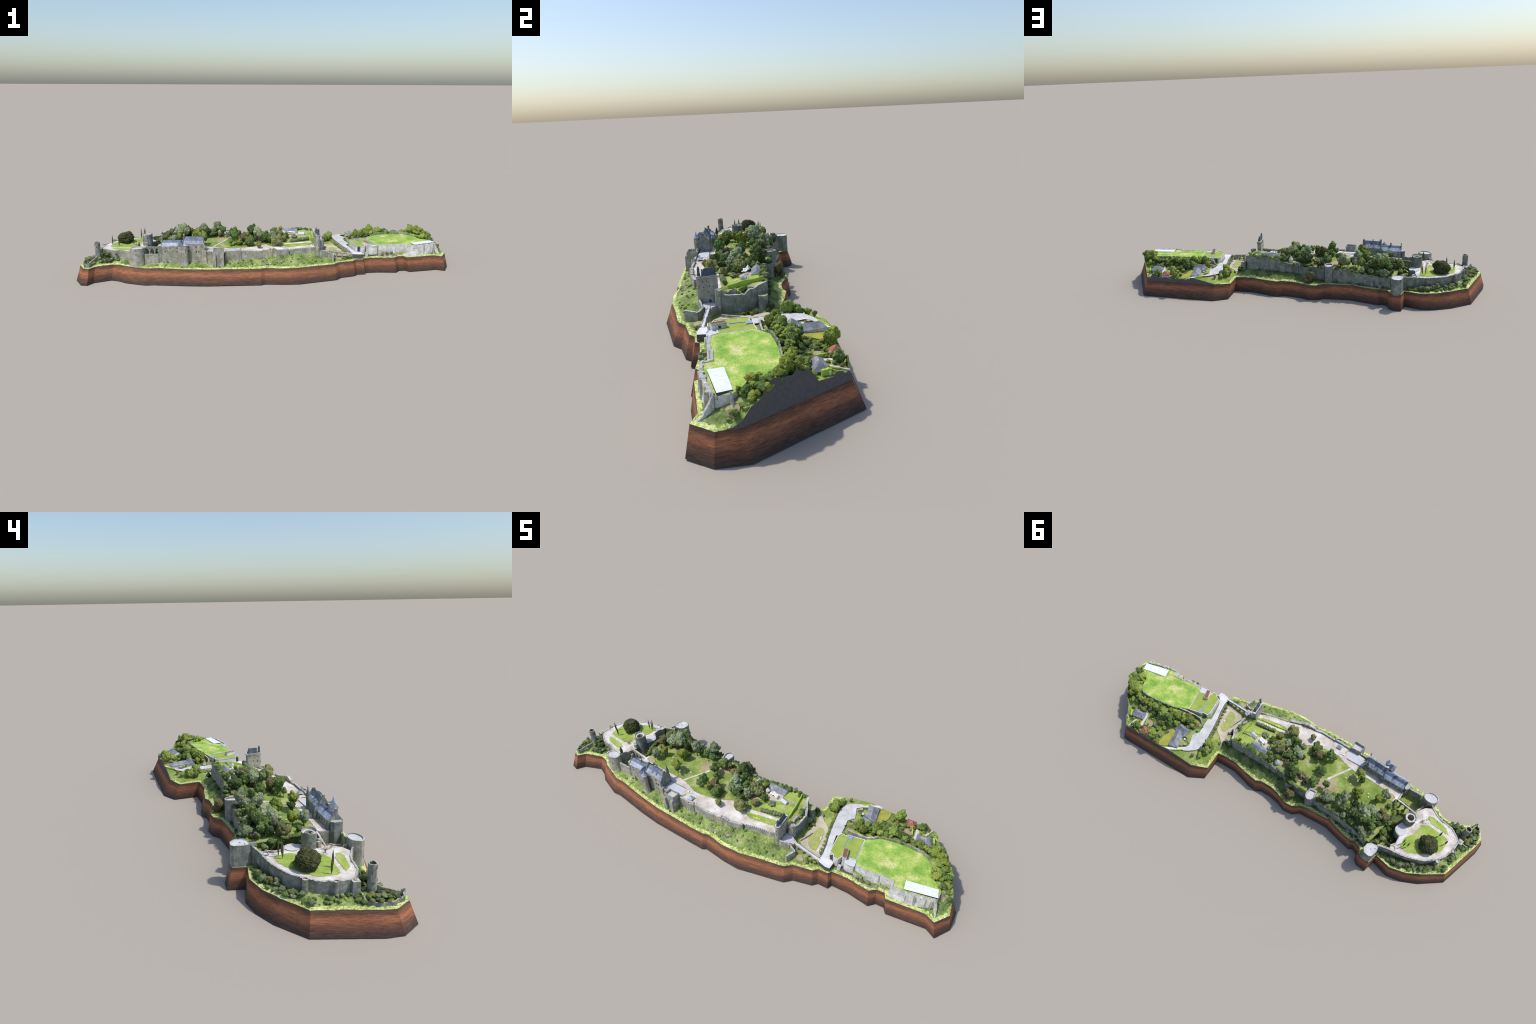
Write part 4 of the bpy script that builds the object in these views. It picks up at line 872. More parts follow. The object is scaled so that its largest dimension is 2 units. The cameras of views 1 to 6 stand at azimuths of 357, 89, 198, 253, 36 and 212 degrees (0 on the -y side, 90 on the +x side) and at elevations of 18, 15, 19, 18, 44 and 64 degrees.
# ------------------------------------------------------------------ garden houses inside the walls
h = empty("garden_house")
b = B(); b.gable((0.166, .041), (0.080, .043), .0195, .16, .1805, .1965, "stone_pale", "slate_grey", .001); b.obj("house", h)
b = B(); b.gable((0.199, -.008), (0.168, -.0015), .0095, .165, .1795, .1895, "stone_pale", "bluegravel", .0006); b.obj("greenhouse", h)
umb = B(); umb.lathe((0, 0), [(.0048, 0), (.0046, .0006), (.0003, .0022)], "white", 8); umb.box((0, 0, -.004), (.0006, .0006, .008), "bark")
um = umb.obj("sunshade", h); um.location = (.112, -.005, .1905)
for k in range(11):
    o = um.copy(); bpy.context.scene.collection.objects.link(o)
    o.location = (.146 - .0065 * (k % 6) + rng.uniform(-.002, .002), -.011 + .011 * (k // 6) + .0026 * (k % 6) + rng.uniform(-.002, .002), .189 + rng.uniform(0, .0015))
b = B(); b.add([(.086, -.004, .180), (.098, .012, .181), (.081, .022, .180), (.074, .010, .180), (.085, .010, .198)], [[0, 1, 4], [1, 2, 4], [2, 3, 4], [3, 0, 4], [0, 1, 2, 3]], "white"); b.obj("awning", h)
b = B(); b.lathe((.014, .047), [(.0125, .150), (.0120, .170), (.0135, .1705), (.0005, .190)], "deck", 7); b.obj("stone_hut", h)
cb = B(); cb.box((0, 0, 0), (.0022, .0022, .0018), "white"); cb.box((.0022, .0006, .0002), (.0010, .0010, .0022), "white")
c0 = cb.obj("garden_chair", h); c0.location = (.215, -.045, inner_z(.215, -.045) + .003)
for k in range(16):
    o = c0.copy(); bpy.context.scene.collection.objects.link(o)
    x = rng.uniform(.135, .235); y = rng.uniform(-.062, -.03) + (.0 if x < .19 else .02)
    o.location = (x, y, inner_z(x, y) + .0032); o.rotation_euler = (0, 0, rng.uniform(0, 6.28))
for x, y in ((-.437, -.047), (-.428, -.062), (-.335, .030), (-.245, .018)):
    b = B(); b.box((x, y, inner_z(x, y) + .003), (.007, .004, .004), "white" if x < -.4 else "deck", 1.1); b.obj("stone_block", grounds)

# ------------------------------------------------------------------ eastern fort: visitor hall and long shed
vh = empty("visitor_hall")
roofp = [(0.463, 0.013), (0.457, -0.004), (0.470, -0.096), (0.492, -0.104), (0.494, -0.114), (0.516, -0.114), (0.531, -0.053), (0.545, -0.084), (0.5775, -0.0755), (0.5605, 0.0365), (0.515, 0.026), (0.492, 0.022), (0.490, 0.012)]
b = B(); b.prism(roofp, .078, .1345, "stone_pale", "roof_grass"); b.obj("hall", vh)
b = B()
for p, q in zip(roofp, roofp[1:] + roofp[:1]):
    b.band([(*p, .1362, .132, .0022), (*q, .1362, .132, .0022)], "cap", "white", 1.0, .02, 0, 0)
b.obj("coping", vh)
ground("roof_lawn", inset(roofp, 0.0025), lambda x, y: .1350, None, "roof_grass", None, .006, .0004, parent=vh)
b = B()
b.box((0.5015, -.024, .1362), (.0032, .050, .0012), "glass", .155); b.box((0.5685, -.030, .1362), (.0036, .088, .0012), "glass", .175); b.box((.506, .0125, .1368), (.018, .022, .0018), "glass", .2)
b.obj("skylight", vh)
b = B(); b.prism([(0.514, -.061), (0.531, -.053), (0.5455, -.097), (0.529, -.104)], .085, .1495, "stone_pale", "rust"); b.obj("lift_block", vh)
b = B(); b.band([(0.514, -.061, .1515, .148, .0016), (0.531, -.053, .1515, .148, .0016), (0.5455, -.097, .1515, .148, .0016), (0.529, -.104, .1515, .148, .0016), (0.514, -.061, .1515, .148, .0016)], "cap", "cap", 1.0, .02, 0, 0); b.obj("coping", vh)
b = B(); b.box((.5395, -.0745, .1405), (.0016, .007, .007), "window", .3); b.obj("door", vh)
b = B(); b.box((.4835, -.1085, .1195), (.006, .011, .022), "window", 1.9); b.box((.4745, .0185, .122), (.012, .004, .020), "window", .2); b.obj("doorway", vh)
b = B(); b.box((.4635, -.045, .122), (.0016, .07, .006), "deck", .13); b.obj("louvre", vh)
b = B(); b.prism([(0.5395, -.085), (0.5775, -.076), (0.586, -.099), (0.586, -.110), (0.56, -.115), (0.543, -.108)], .082, .1325, "stone_pale", "bluegravel", 1.04); b.obj("annexe", vh)
b = B(); b.band([(0.543, -.108, .135, .13, .0016), (0.56, -.1145, .135, .13, .0016), (0.586, -.1095, .135, .13, .0016), (.586, -.099, .137, .13, .0016), (.578, -.076, .139, .13, .0016)], "cap", "white", 1.0, .006, 0, 0); b.obj("coping", vh)
b = B(); b.prism([(.519, -.110), (.532, -.106), (.534, -.122), (.521, -.126)], .078, .102, "stone_pale", "cap"); b.obj("plinth", vh)
b = B(); b.prism([(.486, -.118), (.516, -.117), (.538, -.121), (.560, -.119), (.588, -.116), (.62, -.122), (.60, -.08), (.49, -.08)], .072, .0885, "darkfoot"); b.obj("foundation", vh)
b = B(); b.prism([(0.784, -.0505), (0.906, -.0235), (0.9185, -.0605), (0.7935, -.0935)], lambda x, y: .120, lambda x, y: .1345 + .004 * (x - .784) / .13, "darkfoot", "white_roof"); b.obj("long_shed", root)

# ------------------------------------------------------------------ houses of the north-east quarter
def house(name, parts):
    o = empty(name)
    for k, (a, c, half, z0, ze, zr, w, r, hip) in enumerate(parts):
        b = B(); b.gable(a, c, half, z0, ze, zr, w, r, .0018, hip); b.obj("wing", o)
    return o
hs = house("slate_house", [((0.527, .150), (0.503, .2425), .0225, .09, .1135, .1285, "stone_pale", "slate_grey", .016),
                           ((0.553, .134), (0.487, .146), .025, .09, .1165, .1400, "stone_pale", "slate_grey", .014)])
b = B(); b.box((.514, .242, .107), (.02, .002, .006), "window", .52); b.box((.482, .168, .110), (.012, .004, .010), "window", -.2); b.box((.480, .178, .113), (.008, .008, .003), "white", .4); b.obj("window", hs)
house("tile_house", [((0.696, .251), (0.659, .247), .0185, .09, .108, .126, "stone_pale", "tile", .016)])
hc = house("hip_roof_house", [((0.795, .197), (0.729, .187), .0215, .09, .111, .1315, "darkfoot", "slate_grey", .018)])
b = B(); b.box((.778, .204, .119), (.006, .007, .007), "slate_pale", .15); b.lathe((.794, .217), [(.004, .10), (.004, .112), (.0005, .114)], "white", 10); b.obj("dormer", hc)
b = B(); b.box((.475, .0775, .112), (.018, .014, .015), "stone_pale", .5, "rust"); b.obj("shed", root)
b = B(); b.box((.4605, .199, .109), (.015, .014, .011), "darkfoot", .5, "dirt"); b.obj("shed", root)
b = B(); b.box((.60, .262, .101), (.010, .008, .008), "tile", .2); b.obj("shed", root)
def car(x, y, z, rot, body):
    o = empty("car")
    b = B(); b.prism([(-.0055, -.0027), (.0055, -.0027), (.006, 0), (.0055, .0027), (-.0055, .0027), (-.006, 0)], .0006, .0028, body, None, 1, .95); b.prism([(-.0036, -.0023), (.0028, -.0023), (.0028, .0023), (-.0036, .0023)], .0028, .0048, body, None, 1, .8); p = b.obj("body", o, 40)
    b = B(); b.box((0, 0, .0038), (.0058, .0041, .0010), "window"); b.obj("window", o)
    b = B()
    for sx in (-.0035, .0035):
        for sy in (-.0025, .0025):
            b.box((sx, sy, .0008), (.0020, .0008, .0018), "window")
    b.obj("wheel", o)
    o.location, o.rotation_euler = (x, y, z), (0, 0, rot)
    return o
for x, y, z, r, m, s in ((.387, -.025, .0865, 1.9, "carwhite", 1.35), (.411, -.083, .0835, 1.7, "carwhite", 1.45), (.448, .126, .1115, .3, "carwhite", 1.1), (.457, .110, .112, .2, "cardark", 1.1), (.448, .077, .111, 1.0, "cardark", 1.0)):
    car(x, y, z, r, m).scale = (s,) * 3

# ------------------------------------------------------------------ trees and shrubs
def crown(name, seed, lumps, sub=5, flat=0.0, fine=0.16, spread=0.62, fr=3.6, taper=0.45):
    """leafy mass of unit radius: a ball pushed out over a cluster of lumps and roughened into leaf clumps"""
    import bmesh
    r = random.Random(seed)
    L = [(Vector((0, 0, 0)), 0.66)]
    for _ in range(lumps):
        p = Vector((r.gauss(0, 1), r.gauss(0, 1), r.gauss(0.15, 0.8))).normalized() * spread * r.uniform(.75, 1.1)
        L.append((p, r.uniform(0.20, 0.42)))
    bm = bmesh.new()
    bmesh.ops.create_icosphere(bm, subdivisions=sub, radius=1)
    off = Vector((seed * 3.1, seed * 1.7, seed * 2.3))
    for v in bm.verts:
        u = v.co.normalized()
        best = 0.4
        for c, R in L:
            k = u.dot(c); q = k * k - c.length_squared + R * R
            if q > 0:
                best = max(best, k + math.sqrt(q))
        m = noise.noise(u * fr + off); m2 = abs(noise.noise(u * fr * 2.4 + off)); m3 = noise.noise(u * fr * 5.5 + off)
        best *= 1 + fine * (m + 1.2 * (0.35 - m2) + 0.5 * m3)
        p = u * best
        if p.z < 0:
            p.x *= 1 + taper * p.z; p.y *= 1 + taper * p.z
            p.z *= 1 - flat
        v.co = p
    wide = sorted(math.hypot(v.co.x, v.co.y) for v in bm.verts)[-len(bm.verts) // 40]
    high = max(v.co.z for v in bm.verts); low = -min(v.co.z for v in bm.verts)
    for v in bm.verts:
        v.co.x /= wide; v.co.y /= wide
        v.co.z = v.co.z / high if v.co.z > 0 else v.co.z / low
    me = bpy.data.meshes.new(name)
    bm.to_mesh(me); bm.free()
    me.shade_smooth()
    me.materials.append(M["f_mid"])
    return me
broad = [crown("leafy_crown", s, 17 + s % 5, 5, .15, .17, .7) for s in range(1, 7)]
dense = [crown("dense_crown", 20 + s, 10, 5, .25, .12) for s in range(3)]
bushy = [crown("bush_mass", 40 + s, 7, 4, .3, .18) for s in range(4)]
bigyew = crown("yew_crown", 60, 18, 6, .35, .14, .5, 5.0, -.3)
spire = B(); spire.lathe((0, 0), [(.10, 0), (.16, .06), (.55, .18), (.85, .34), (.92, .48), (.7, .68), (.38, .85), (.1, .97), (.01, 1.0)], "f_yew", 10); spire_o = None
trunk_b = B(); trunk_b.lathe((0, 0), [(.16, -1), (.10, -.7), (.08, .0)], "bark", 7)
trunk_o = trunk_b.obj("trunk"); trunk_me = trunk_o.data; bpy.data.objects.remove(trunk_o)
grove, shrubs = root, empty("shrubs")

GROW = 1.34
def plant(x, y, r, ztop, mat, shape=None, zb=None, squash=None, trunk=True, parent=None, name="tree"):
    zg = zb
    if shape is None:
        shape = broad if r > .0125 else bushy
    me = rng.choice(shape) if isinstance(shape, list) else shape
    up = squash if squash else min(r * 1.1, (ztop - zg) * .55)
    zc = ztop - up
    rz = up
    if not squash and trunk:
        rz = up if r > .014 and rng.random() < .12 else max(up, min(r * 1.6, (zc - zg) * .95))
    ztop_fix = rz - up
    zc = zc - ztop_fix
    if trunk and zc - rz > zg + .002:
        holder = empty(name, parent or grove)
        o = bpy.data.objects.new("crown", me)
        tr = bpy.data.objects.new("trunk", trunk_me)
        tr.parent = holder; bpy.context.scene.collection.objects.link(tr)
        tr.location = (x, y, zc); tr.scale = (r * .8, r * .8, zc - zg + .003)
        o.parent = holder
    else:
        o = bpy.data.objects.new(name, me)
        o.parent = parent or grove
    bpy.context.scene.collection.objects.link(o)
    o.location = (x, y, zc)
    o.rotation_euler = (0, 0, rng.uniform(0, 6.28))
    o.scale = (r * GROW, r * GROW * rng.uniform(.92, 1.08), rz)
    o.material_slots[0].link = "OBJECT"
    o.material_slots[0].material = M[mat]
    return o

inner_trees = [(.033, -.130, .0265, .216, "f_sage"), (-.059, -.164, .0125, .189, "f_olive"), (.097, -.036, .0145, .197, "f_mid"), (.140, -.043, .0135, .186, "f_grey"), (.080, -.078, .0145, .194, "f_olive"),
    (.037, -.013, .025, .224, "f_olive"), (.058, -.022, .018, .212, "f_olive"), (.020, -.055, .017, .214, "f_pale"), (.005, -.092, .016, .206, "f_mid"), (-.020, -.086, .0150, .216, "f_mid"), (-.052, -.078, .0140, .216, "f_pale"), (-.035, -.052, .0175, .207, "f_pale"), (-.060, -.035, .0185, .232, "f_pale"), (-.052, -.005, .015, .212, "f_mid"), (-.012, -.016, .018, .206, "f_mid"),
    (.071, .008, .0085, .222, "f_lime"), (.064, .033, .0090, .200, "f_lime"), (.047, .050, .0130, .196, "f_mid"), (.030, .030, .0140, .192, "f_mid"), (-.080, .056, .0235, .225, "f_dark"), (-.123, .032, .0145, .184, "f_brown"), (-.055, .03, .016, .2, "f_mid"), (-.03, .02, .014, .19, "f_olive"),
    (-.103, -.122, .0205, .204, "f_mid"), (-.137, -.088, .0175, .215, "f_brown"), (-.120, -.095, .014, .195, "f_olive"), (-.186, -.113, .0185, .236, "f_mid"), (-.163, -.112, .0145, .200, "f_lime"), (-.205, -.122, .011, .196, "f_mid"), (-.197, -.020, .0180, .222, "f_mid"), (-.175, -.035, .0135, .196, "f_mid"),
    (-.186, .036, .0205, .215, "f_mid"), (-.160, .048, .0120, .192, "f_olive"), (-.246, .027, .0135, .219, "f_mid"), (-.262, .052, .011, .185, "f_brown"), (-.279, .084, .0215, .236, "f_pale"), (-.300, .068, .0130, .205, "f_pale"), (-.353, .034, .0215, .240, "f_pale"), (-.345, .062, .0150, .212, "f_pale"),
    (-.352, -.106, .0180, .232, "f_lime"), (-.374, -.092, .0125, .198, "f_dark"), (-.338, -.120, .0110, .212, "f_mid"), (-.385, -.029, .0205, .225, "f_lime"), (-.397, -.017, .013, .195, "f_lime"), (-.498, -.092, .0165, .209, "f_grey"), (-.514, -.088, .0110, .202, "f_grey"), (-.481, -.055, .0155, .205, "f_lime"),
    (-.464, .047, .0260, .236, "f_pale"), (-.489, .017, .0215, .228, "f_pale"), (-.443, .072, .0185, .216, "f_mid"), (-.507, .058, .0180, .210, "f_mid"), (-.470, .020, .018, .222, "f_pale"), (-.50, .035, .016, .215, "f_mid"), (-.405, .080, .0150, .180, "f_dark"), (-.425, .098, .0120, .172, "f_mid"), (-.385, .092, .0130, .168, "f_grey"),
    (-.450, .028, .0200, .229, "f_pale"), (-.478, .072, .0180, .222, "f_mid"), (-.523, .030, .0150, .210, "f_grey"), (-.435, .045, .0160, .214, "f_mid"), (-.41, .03, .015, .205, "f_dark"), (-.42, .065, .015, .2, "f_grey"), (-.375, .065, .015, .208, "f_mid"), (-.33, .045, .014, .205, "f_dark"), (-.305, .05, .013, .2, "f_mid"), (-.535, .05, .014, .19, "f_dark"), (-.52, .075, .014, .195, "f_mid"), (-.53, -.02, .012, .178, "f_olive"), (-.54, -.06, .010, .174, "f_mid"), (-.551, .010, .0200, .200, "f_yew"), (-.507, .131, .0150, .182, "f_grey"), (-.485, .110, .0140, .172, "f_grey"), (-.465, .108, .0120, .165, "f_mid"), (-.54, .10, .0060, .172, "f_pink"), (-.525, .095, .007, .16, "f_lime"),
    (.165, .064, .0130, .199, "f_mid"), (.190, .072, .0110, .198, "f_grey"), (.145, .069, .0090, .196, "f_mid"), (.215, .073, .0080, .194, "f_mid"), (.128, .062, .010, .19, "f_mid"), (.115, .068, .009, .188, "f_lime"), (.240, .068, .007, .192, "f_mid"), (.09, .058, .012, .192, "f_mid"), (.073, .060, .012, .19, "f_mid"),
    (.273, -.008, .0105, .178, "f_mid"), (.268, .006, .0085, .172, "f_mid"), (.280, -.024, .0065, .163, "f_lime"), (-.305, .095, .0090, .166, "f_grey"), (-.33, .098, .008, .160, "f_mid"), (-.36, .1, .009, .155, "f_grey"), (-.245, .09, .008, .158, "f_olive"), (-.255, .008, .003, .192, "f_mid"), (-.045, -.088, .0035, .186, "f_mid")]
for x, y, r, zt, m in inner_trees:
    sh = dense if (x, y) in ((.033, -.130), (-.059, -.164), (-.551, .010), (-.279, .084)) else None
    plant(x, y, r, zt, m, sh, inner_z(x, y), squash=.034 if r < .004 and False else None)
GROW = 1.15
# undergrowth filling the wood
def thicket(count, box, rr, mats, zf, ok=lambda x, y: True):
    k = t = 0
    while k < count and t < 3000:
        t += 1
        x, y = rng.uniform(box[0], box[1]), rng.uniform(box[2], box[3])
        if ok(x, y):
            r = rng.uniform(*rr)
            plant(x, y, r, zf(x, y) + r * rng.uniform(1.3, 2.4), rng.choice(mats), bushy, zf(x, y) - .002, trunk=False, parent=shrubs, name="shrub"); k += 1
W4 = ("f_mid", "f_dark", "f_olive", "f_grey")
thicket(26, (-.08, .08, -.06, .06), (.007, .012), W4, inner_z)
thicket(14, (-.16, -.08, .03, .075), (.007, .011), W4, inner_z)
thicket(16, (-.53, -.38, .0, .11), (.008, .013), W4, inner_z)
thicket(14, (-.40, -.25, .075, .1), (.006, .010), W4, inner_z)
thicket(8, (-.15, -.10, -.12, -.08), (.006, .010), W4, inner_z)
thicket(10, (.08, .24, .055, .074), (.005, .009), ("f_mid", "f_bright"), inner_z)
thicket(20, (-.62, -.575, -.02, .125), (.006, .012), ("f_olive", "f_dark", "f_mid"), hill)
# wall-top bushes hanging over the north front
for x, r, zt, m in ((.058, .0075, .165, "f_grey"), (.044, .0075, .164, "f_pale"), (.030, .006, .160, "f_grey"), (-.010, .008, .164, "f_pale"), (-.028, .0085, .167, "f_pale"), (-.042, .006, .160, "f_grey"), (-.075, .010, .168, "f_mid"), (-.098, .011, .170, "f_mid"), (-.088, .010, .166, "f_lime"), (-.345, .007, .150, "f_mid"), (-.365, .008, .148, "f_mid"), (-.40, .007, .146, "f_mid"), (-.45, .007, .148, "f_mid"), (.12, .006, .190, "f_mid"), (.17, .006, .189, "f_mid"), (.20, .006, .190, "f_lime")):
    y = float(np.interp(x, [-.45, -.37, -.34, -.1, -.075, -.04, .06, .2], [.115, .108, .103, .097, .088, .072, .070, .074]))
    plant(x, y, r, zt, m, bushy, zt - .012, trunk=False, parent=shrubs, name="bush")
for k in range(30):
    x = -.53 + .60 * rng.random()
    y = float(np.interp(x, [-.53, -.45, -.37, -.24, -.1, -.04, .06], [.137, .118, .109, .100, .094, .073, .072]))
    if abs(x + .208) < .03 or abs(x + .088) < .025:
        continue
    zt = float(np.interp(x, [-.53, -.45, -.37, -.31, -.23, -.18, -.1, 0, .06], [.145, .140, .139, .159, .155, .160, .154, .151, .160]))
    plant(x, y + .004, rng.uniform(.0045, .008), zt + rng.uniform(.001, .006), rng.choice(W4), bushy, zt - .012, trunk=False, parent=shrubs, name="bush")
for k in range(26):
    x = -.52 + .74 * rng.random()
    y = float(np.interp(x, [-.53, -.45, -.37, -.24, -.1, 0, .2], [.146, .127, .117, .110, .118, .086, .084])) + rng.uniform(0, .006)
    if abs(x + .208) < .03:
        continue
    r = rng.uniform(.004, .008)
    plant(x, y, r, hill(x, y) + r * 1.6, rng.choice(("f_dark", "f_mid", "f_olive")), bushy, hill(x, y), trunk=False, parent=shrubs, name="bush")
# clipped shrub row in the garden
for k in range(8):
    t = k / 7
    plant(.208 - .087 * t, -.0735 - .0165 * t, .0088, .184 - .007 * t + rng.uniform(-.001, .001), "f_grey", bushy, .158, squash=.012, trunk=False, parent=shrubs, name="shrub")
for k in range(14):
    t = k / 13
    plant(-.553 - .020 * math.sin(t * 2.2) - .012 * t, -.098 + .115 * t, .0082, .166 - .004 * t + rng.uniform(-.003, .002), rng.choice(("f_mid", "f_olive", "f_lime")), bushy, .135, trunk=False, parent=shrubs, name="shrub")
for x, y, r, zt, m in ((-.590, .085, .013, .146, "f_olive"), (-.575, .055, .014, .156, "f_mid"), (-.60, .11, .012, .138, "f_lime"), (-.605, .06, .010, .122, "f_dark"), (-.585, .03, .012, .148, "f_dark"), (-.575, .115, .010, .148, "f_lime"), (-.59, -.02, .010, .132, "f_olive"), (-.58, -.05, .009, .135, "f_mid"), (-.595, -.08, .008, .122, "f_mid"), (-.625, .085, .009, .118, "f_dark"), (-.62, .105, .009, .125, "f_olive"), (-.603, -.095, .010, .116, "f_mid")):
    plant(x, y, r, zt, m, bushy, hill(x, y), trunk=False, parent=shrubs, name="shrub")
# great round yew, cypresses and a bare tree on the terrace
GROW = 1.0
o = plant(-.779, .009, .0455, .2015, "f_yew", bigyew, .136, squash=.0335, name="great_yew")
GROW = 1.15
sp_me = spire.obj("cypress"); me_sp = sp_me.data; bpy.data.objects.remove(sp_me)
for x, y, zt, r in ((-.684, .069, .206, .0032), (-.677, .056, .204, .0030), (-.700, .060, .206, .0034), (-.799, -.067, .200, .0042), (-.837, -.046, .195, .0040), (-.752, -.012, .165, .0030)):
    o = bpy.data.objects.new("cypress", me_sp); o.parent = grove
    bpy.context.scene.collection.objects.link(o)
    zg = west_z(x, y); o.location = (x, y, zg); o.scale = (r, r, zt - zg); o.rotation_euler = (0, 0, rng.uniform(0, 6))
o = bpy.data.objects.new("cypress", me_sp); o.parent = grove; bpy.context.scene.collection.objects.link(o); o.location = (-.678, -.158, .138); o.scale = (.0082, .0082, .050)
def bare_tree(x, y, z):
    cu = bpy.data.curves.new("bare_tree", "CURVE"); cu.dimensions = "3D"; cu.bevel_depth = .0009; cu.bevel_resolution = 1
    r = random.Random(5)
    def branch(p, dr, ln, w, depth):
        s = cu.splines.new("POLY"); s.points.add(3)
        q = Vector(p)
        for i in range(4):
            s.points[i].co = (*q, 1); s.points[i].radius = w * (1 - .15 * i)
            dr = (dr + Vector((r.uniform(-.3, .3), r.uniform(-.3, .3), r.uniform(-.15, .2)))).normalized(); q = q + dr * ln / 3
        if depth:
            for _ in range(3):
                branch(q, (dr + Vector((r.uniform(-1, 1), r.uniform(-1, 1), r.uniform(-.25, .5)))).normalized(), ln * .8, w * .6, depth - 1)
    branch((x, y, z), Vector((0, 0, 1)), .013, 1.7, 0)
    for k in range(7):
        a = k / 7 * 6.28
        branch((x, y, z + .011), Vector((math.cos(a), math.sin(a), r.uniform(.15, .8))).normalized(), .012, 1.0, 2)
    o = bpy.data.objects.new("bare_tree", cu); bpy.context.scene.collection.objects.link(o)
    dg = bpy.context.evaluated_depsgraph_get(); me = bpy.data.meshes.new_from_object(o.evaluated_get(dg)); bpy.data.objects.remove(o)
    o = bpy.data.objects.new("bare_tree", me); o.parent = grove; bpy.context.scene.collection.objects.link(o); me.materials.clear(); me.materials.append(M["bark"])
bare_tree(-.703, -.086, .138)
# big bronze tree below the north front
plant(-.116, .132, .0215, .144, "f_brown", broad, .074, squash=.030)
plant(-.100, .150, .0110, .108, "f_brown", bushy, .076, trunk=False)
# fort quarter
for x, y, r, zt, m in ((.630, .247, .0220, .163, "f_lime"), (.728, .250, .0155, .138, "f_dark"), (.713, .247, .0095, .124, "f_lime"), (.366, .136, .0190, .150, "f_mid"), (.352, .165, .0180, .136, "f_mid"), (.345, .142, .0150, .130, "f_olive"), (.368, .205, .0120, .120, "f_mid"), (.378, .180, .012, .128, "f_dark"), (.395, .225, .0080, .120, "f_brown"), (.36, .175, .016, .128, "f_mid"),
    (.508, .088, .0175, .160, "f_mid"), (.540, .100, .0165, .158, "f_mid"), (.528, .075, .0135, .150, "f_lime"), (.576, .106, .0210, .162, "f_mid"), (.600, .095, .0140, .150, "f_lime"), (.612, .130, .0190, .156, "f_dark"), (.647, .130, .0205, .164, "f_mid"), (.672, .132, .0150, .150, "f_dark"), (.560, .135, .0145, .140, "f_mid"), (.590, .150, .0170, .146, "f_dark"), (.620, .165, .0140, .134, "f_mid"), (.64, .175, .012, .128, "f_olive"), (.605, .185, .0110, .122, "f_mid"), (.630, .205, .0120, .120, "f_mid"), (.60, .225, .0100, .113, "f_grey"), (.655, .200, .0090, .116, "f_grey"), (.54, .085, .012, .15, "f_dark"), (.625, .1, .011, .148, "f_mid"), (.70, .122, .0120, .148, "f_mid"), (.735, .128, .010, .143, "f_lime"), (.755, .130, .0090, .140, "f_mid"), (.49, .105, .010, .135, "f_lime"), (.69, .155, .010, .13, "f_dark"), (.72, .145, .009, .125, "f_olive"), (.75, .15, .009, .122, "f_olive"),
    (.836, .112, .0195, .194, "f_lime"), (.862, .105, .0165, .204, "f_lime"), (.850, .135, .0150, .186, "f_mid"), (.812, .122, .0130, .164, "f_mid"), (.880, .090, .0155, .196, "f_lime"), (.895, .070, .0150, .180, "f_mid"), (.868, .075, .0120, .176, "f_mid"), (.878, .022, .0185, .164, "f_lime"), (.905, .040, .0160, .166, "f_mid"), (.920, .058, .0130, .172, "f_lime"), (.888, .045, .0140, .168, "f_mid"), (.925, .020, .0110, .140, "f_lime"), (.938, .000, .0100, .118, "f_mid"), (.918, .002, .0100, .138, "f_mid"), (.905, -.010, .0080, .146, "f_lime"), (.942, -.030, .0080, .106, "f_mid"), (.790, .128, .0110, .148, "f_mid"), (.81, .14, .011, .14, "f_dark"), (.83, .15, .012, .15, "f_mid"), (.86, .09, .014, .18, "f_lime"), (.90, .09, .010, .168, "f_lime"), (.955, -.035, .006, .094, "f_mid"),
    (.742, .237, .007, .115, "f_grey"), (.757, .255, .006, .112, "f_olive"), (.70, .236, .007, .116, "f_olive"), (.70, .262, .006, .108, "f_grey"), (.72, .272, .0045, .116, "f_lime"), (.762, .17, .007, .116, "f_lime"), (.745, .16, .007, .117, "f_olive"), (.78, .165, .008, .118, "f_mid"), (.735, .222, .006, .112, "f_lime"), (.81, .175, .008, .122, "f_mid"), (.80, .24, .0035, .112, "f_olive"), (.66, .225, .008, .115, "f_lime"), (.675, .23, .006, .114, "f_lime")):
    belt = .45 < x < .80 and .07 < y < .16
    if x > .85 and zt > .165: zt -= .013
    plant(x, y, r * (1.15 if belt else 1), zt + (.016 if belt else .002), {"f_mid": "f_bright", "f_dark": "f_mid"}.get(m, m), None, max(hill(x, y), .08))
thicket(34, (.47, .80, .075, .165), (.007, .013), ("f_bright", "f_mid", "f_olive", "f_dark"), hill, lambda x, y: not inside(fort, x, y) and abs(y - (.085 + (x - .47) * .14)) < .042)
thicket(34, (.83, .965, -.03, .16), (.006, .012), ("f_bright", "f_lime", "f_mid"), lambda x, y: hill(x, y), lambda x, y: not inside(fort, x, y) and inside(rim, x, y) and edge_dist(rim, [(x, y)])[0] > .008)
thicket(30, (.60, .80, .17, .27), (.003, .006), ("f_bright", "f_olive", "f_grey", "f_lime"), hill, lambda x, y: not (.715 < x < .805 and .165 < y < .215))
for k in range(15):
    t = k / 14
    x = float(np.interp(t, [0, .35, .7, 1], [.428, .404, .386, .378])); y = float(np.interp(t, [0, .35, .7, 1], [-.095, .01, .085, .14]))
    plant(x, y, .0075 if t < .3 else .009, .098 + .012 * t + rng.uniform(-.002, .003), rng.choice(("f_mid", "f_mid", "f_olive", "f_lime")), bushy, .08, trunk=False, parent=shrubs, name="shrub")
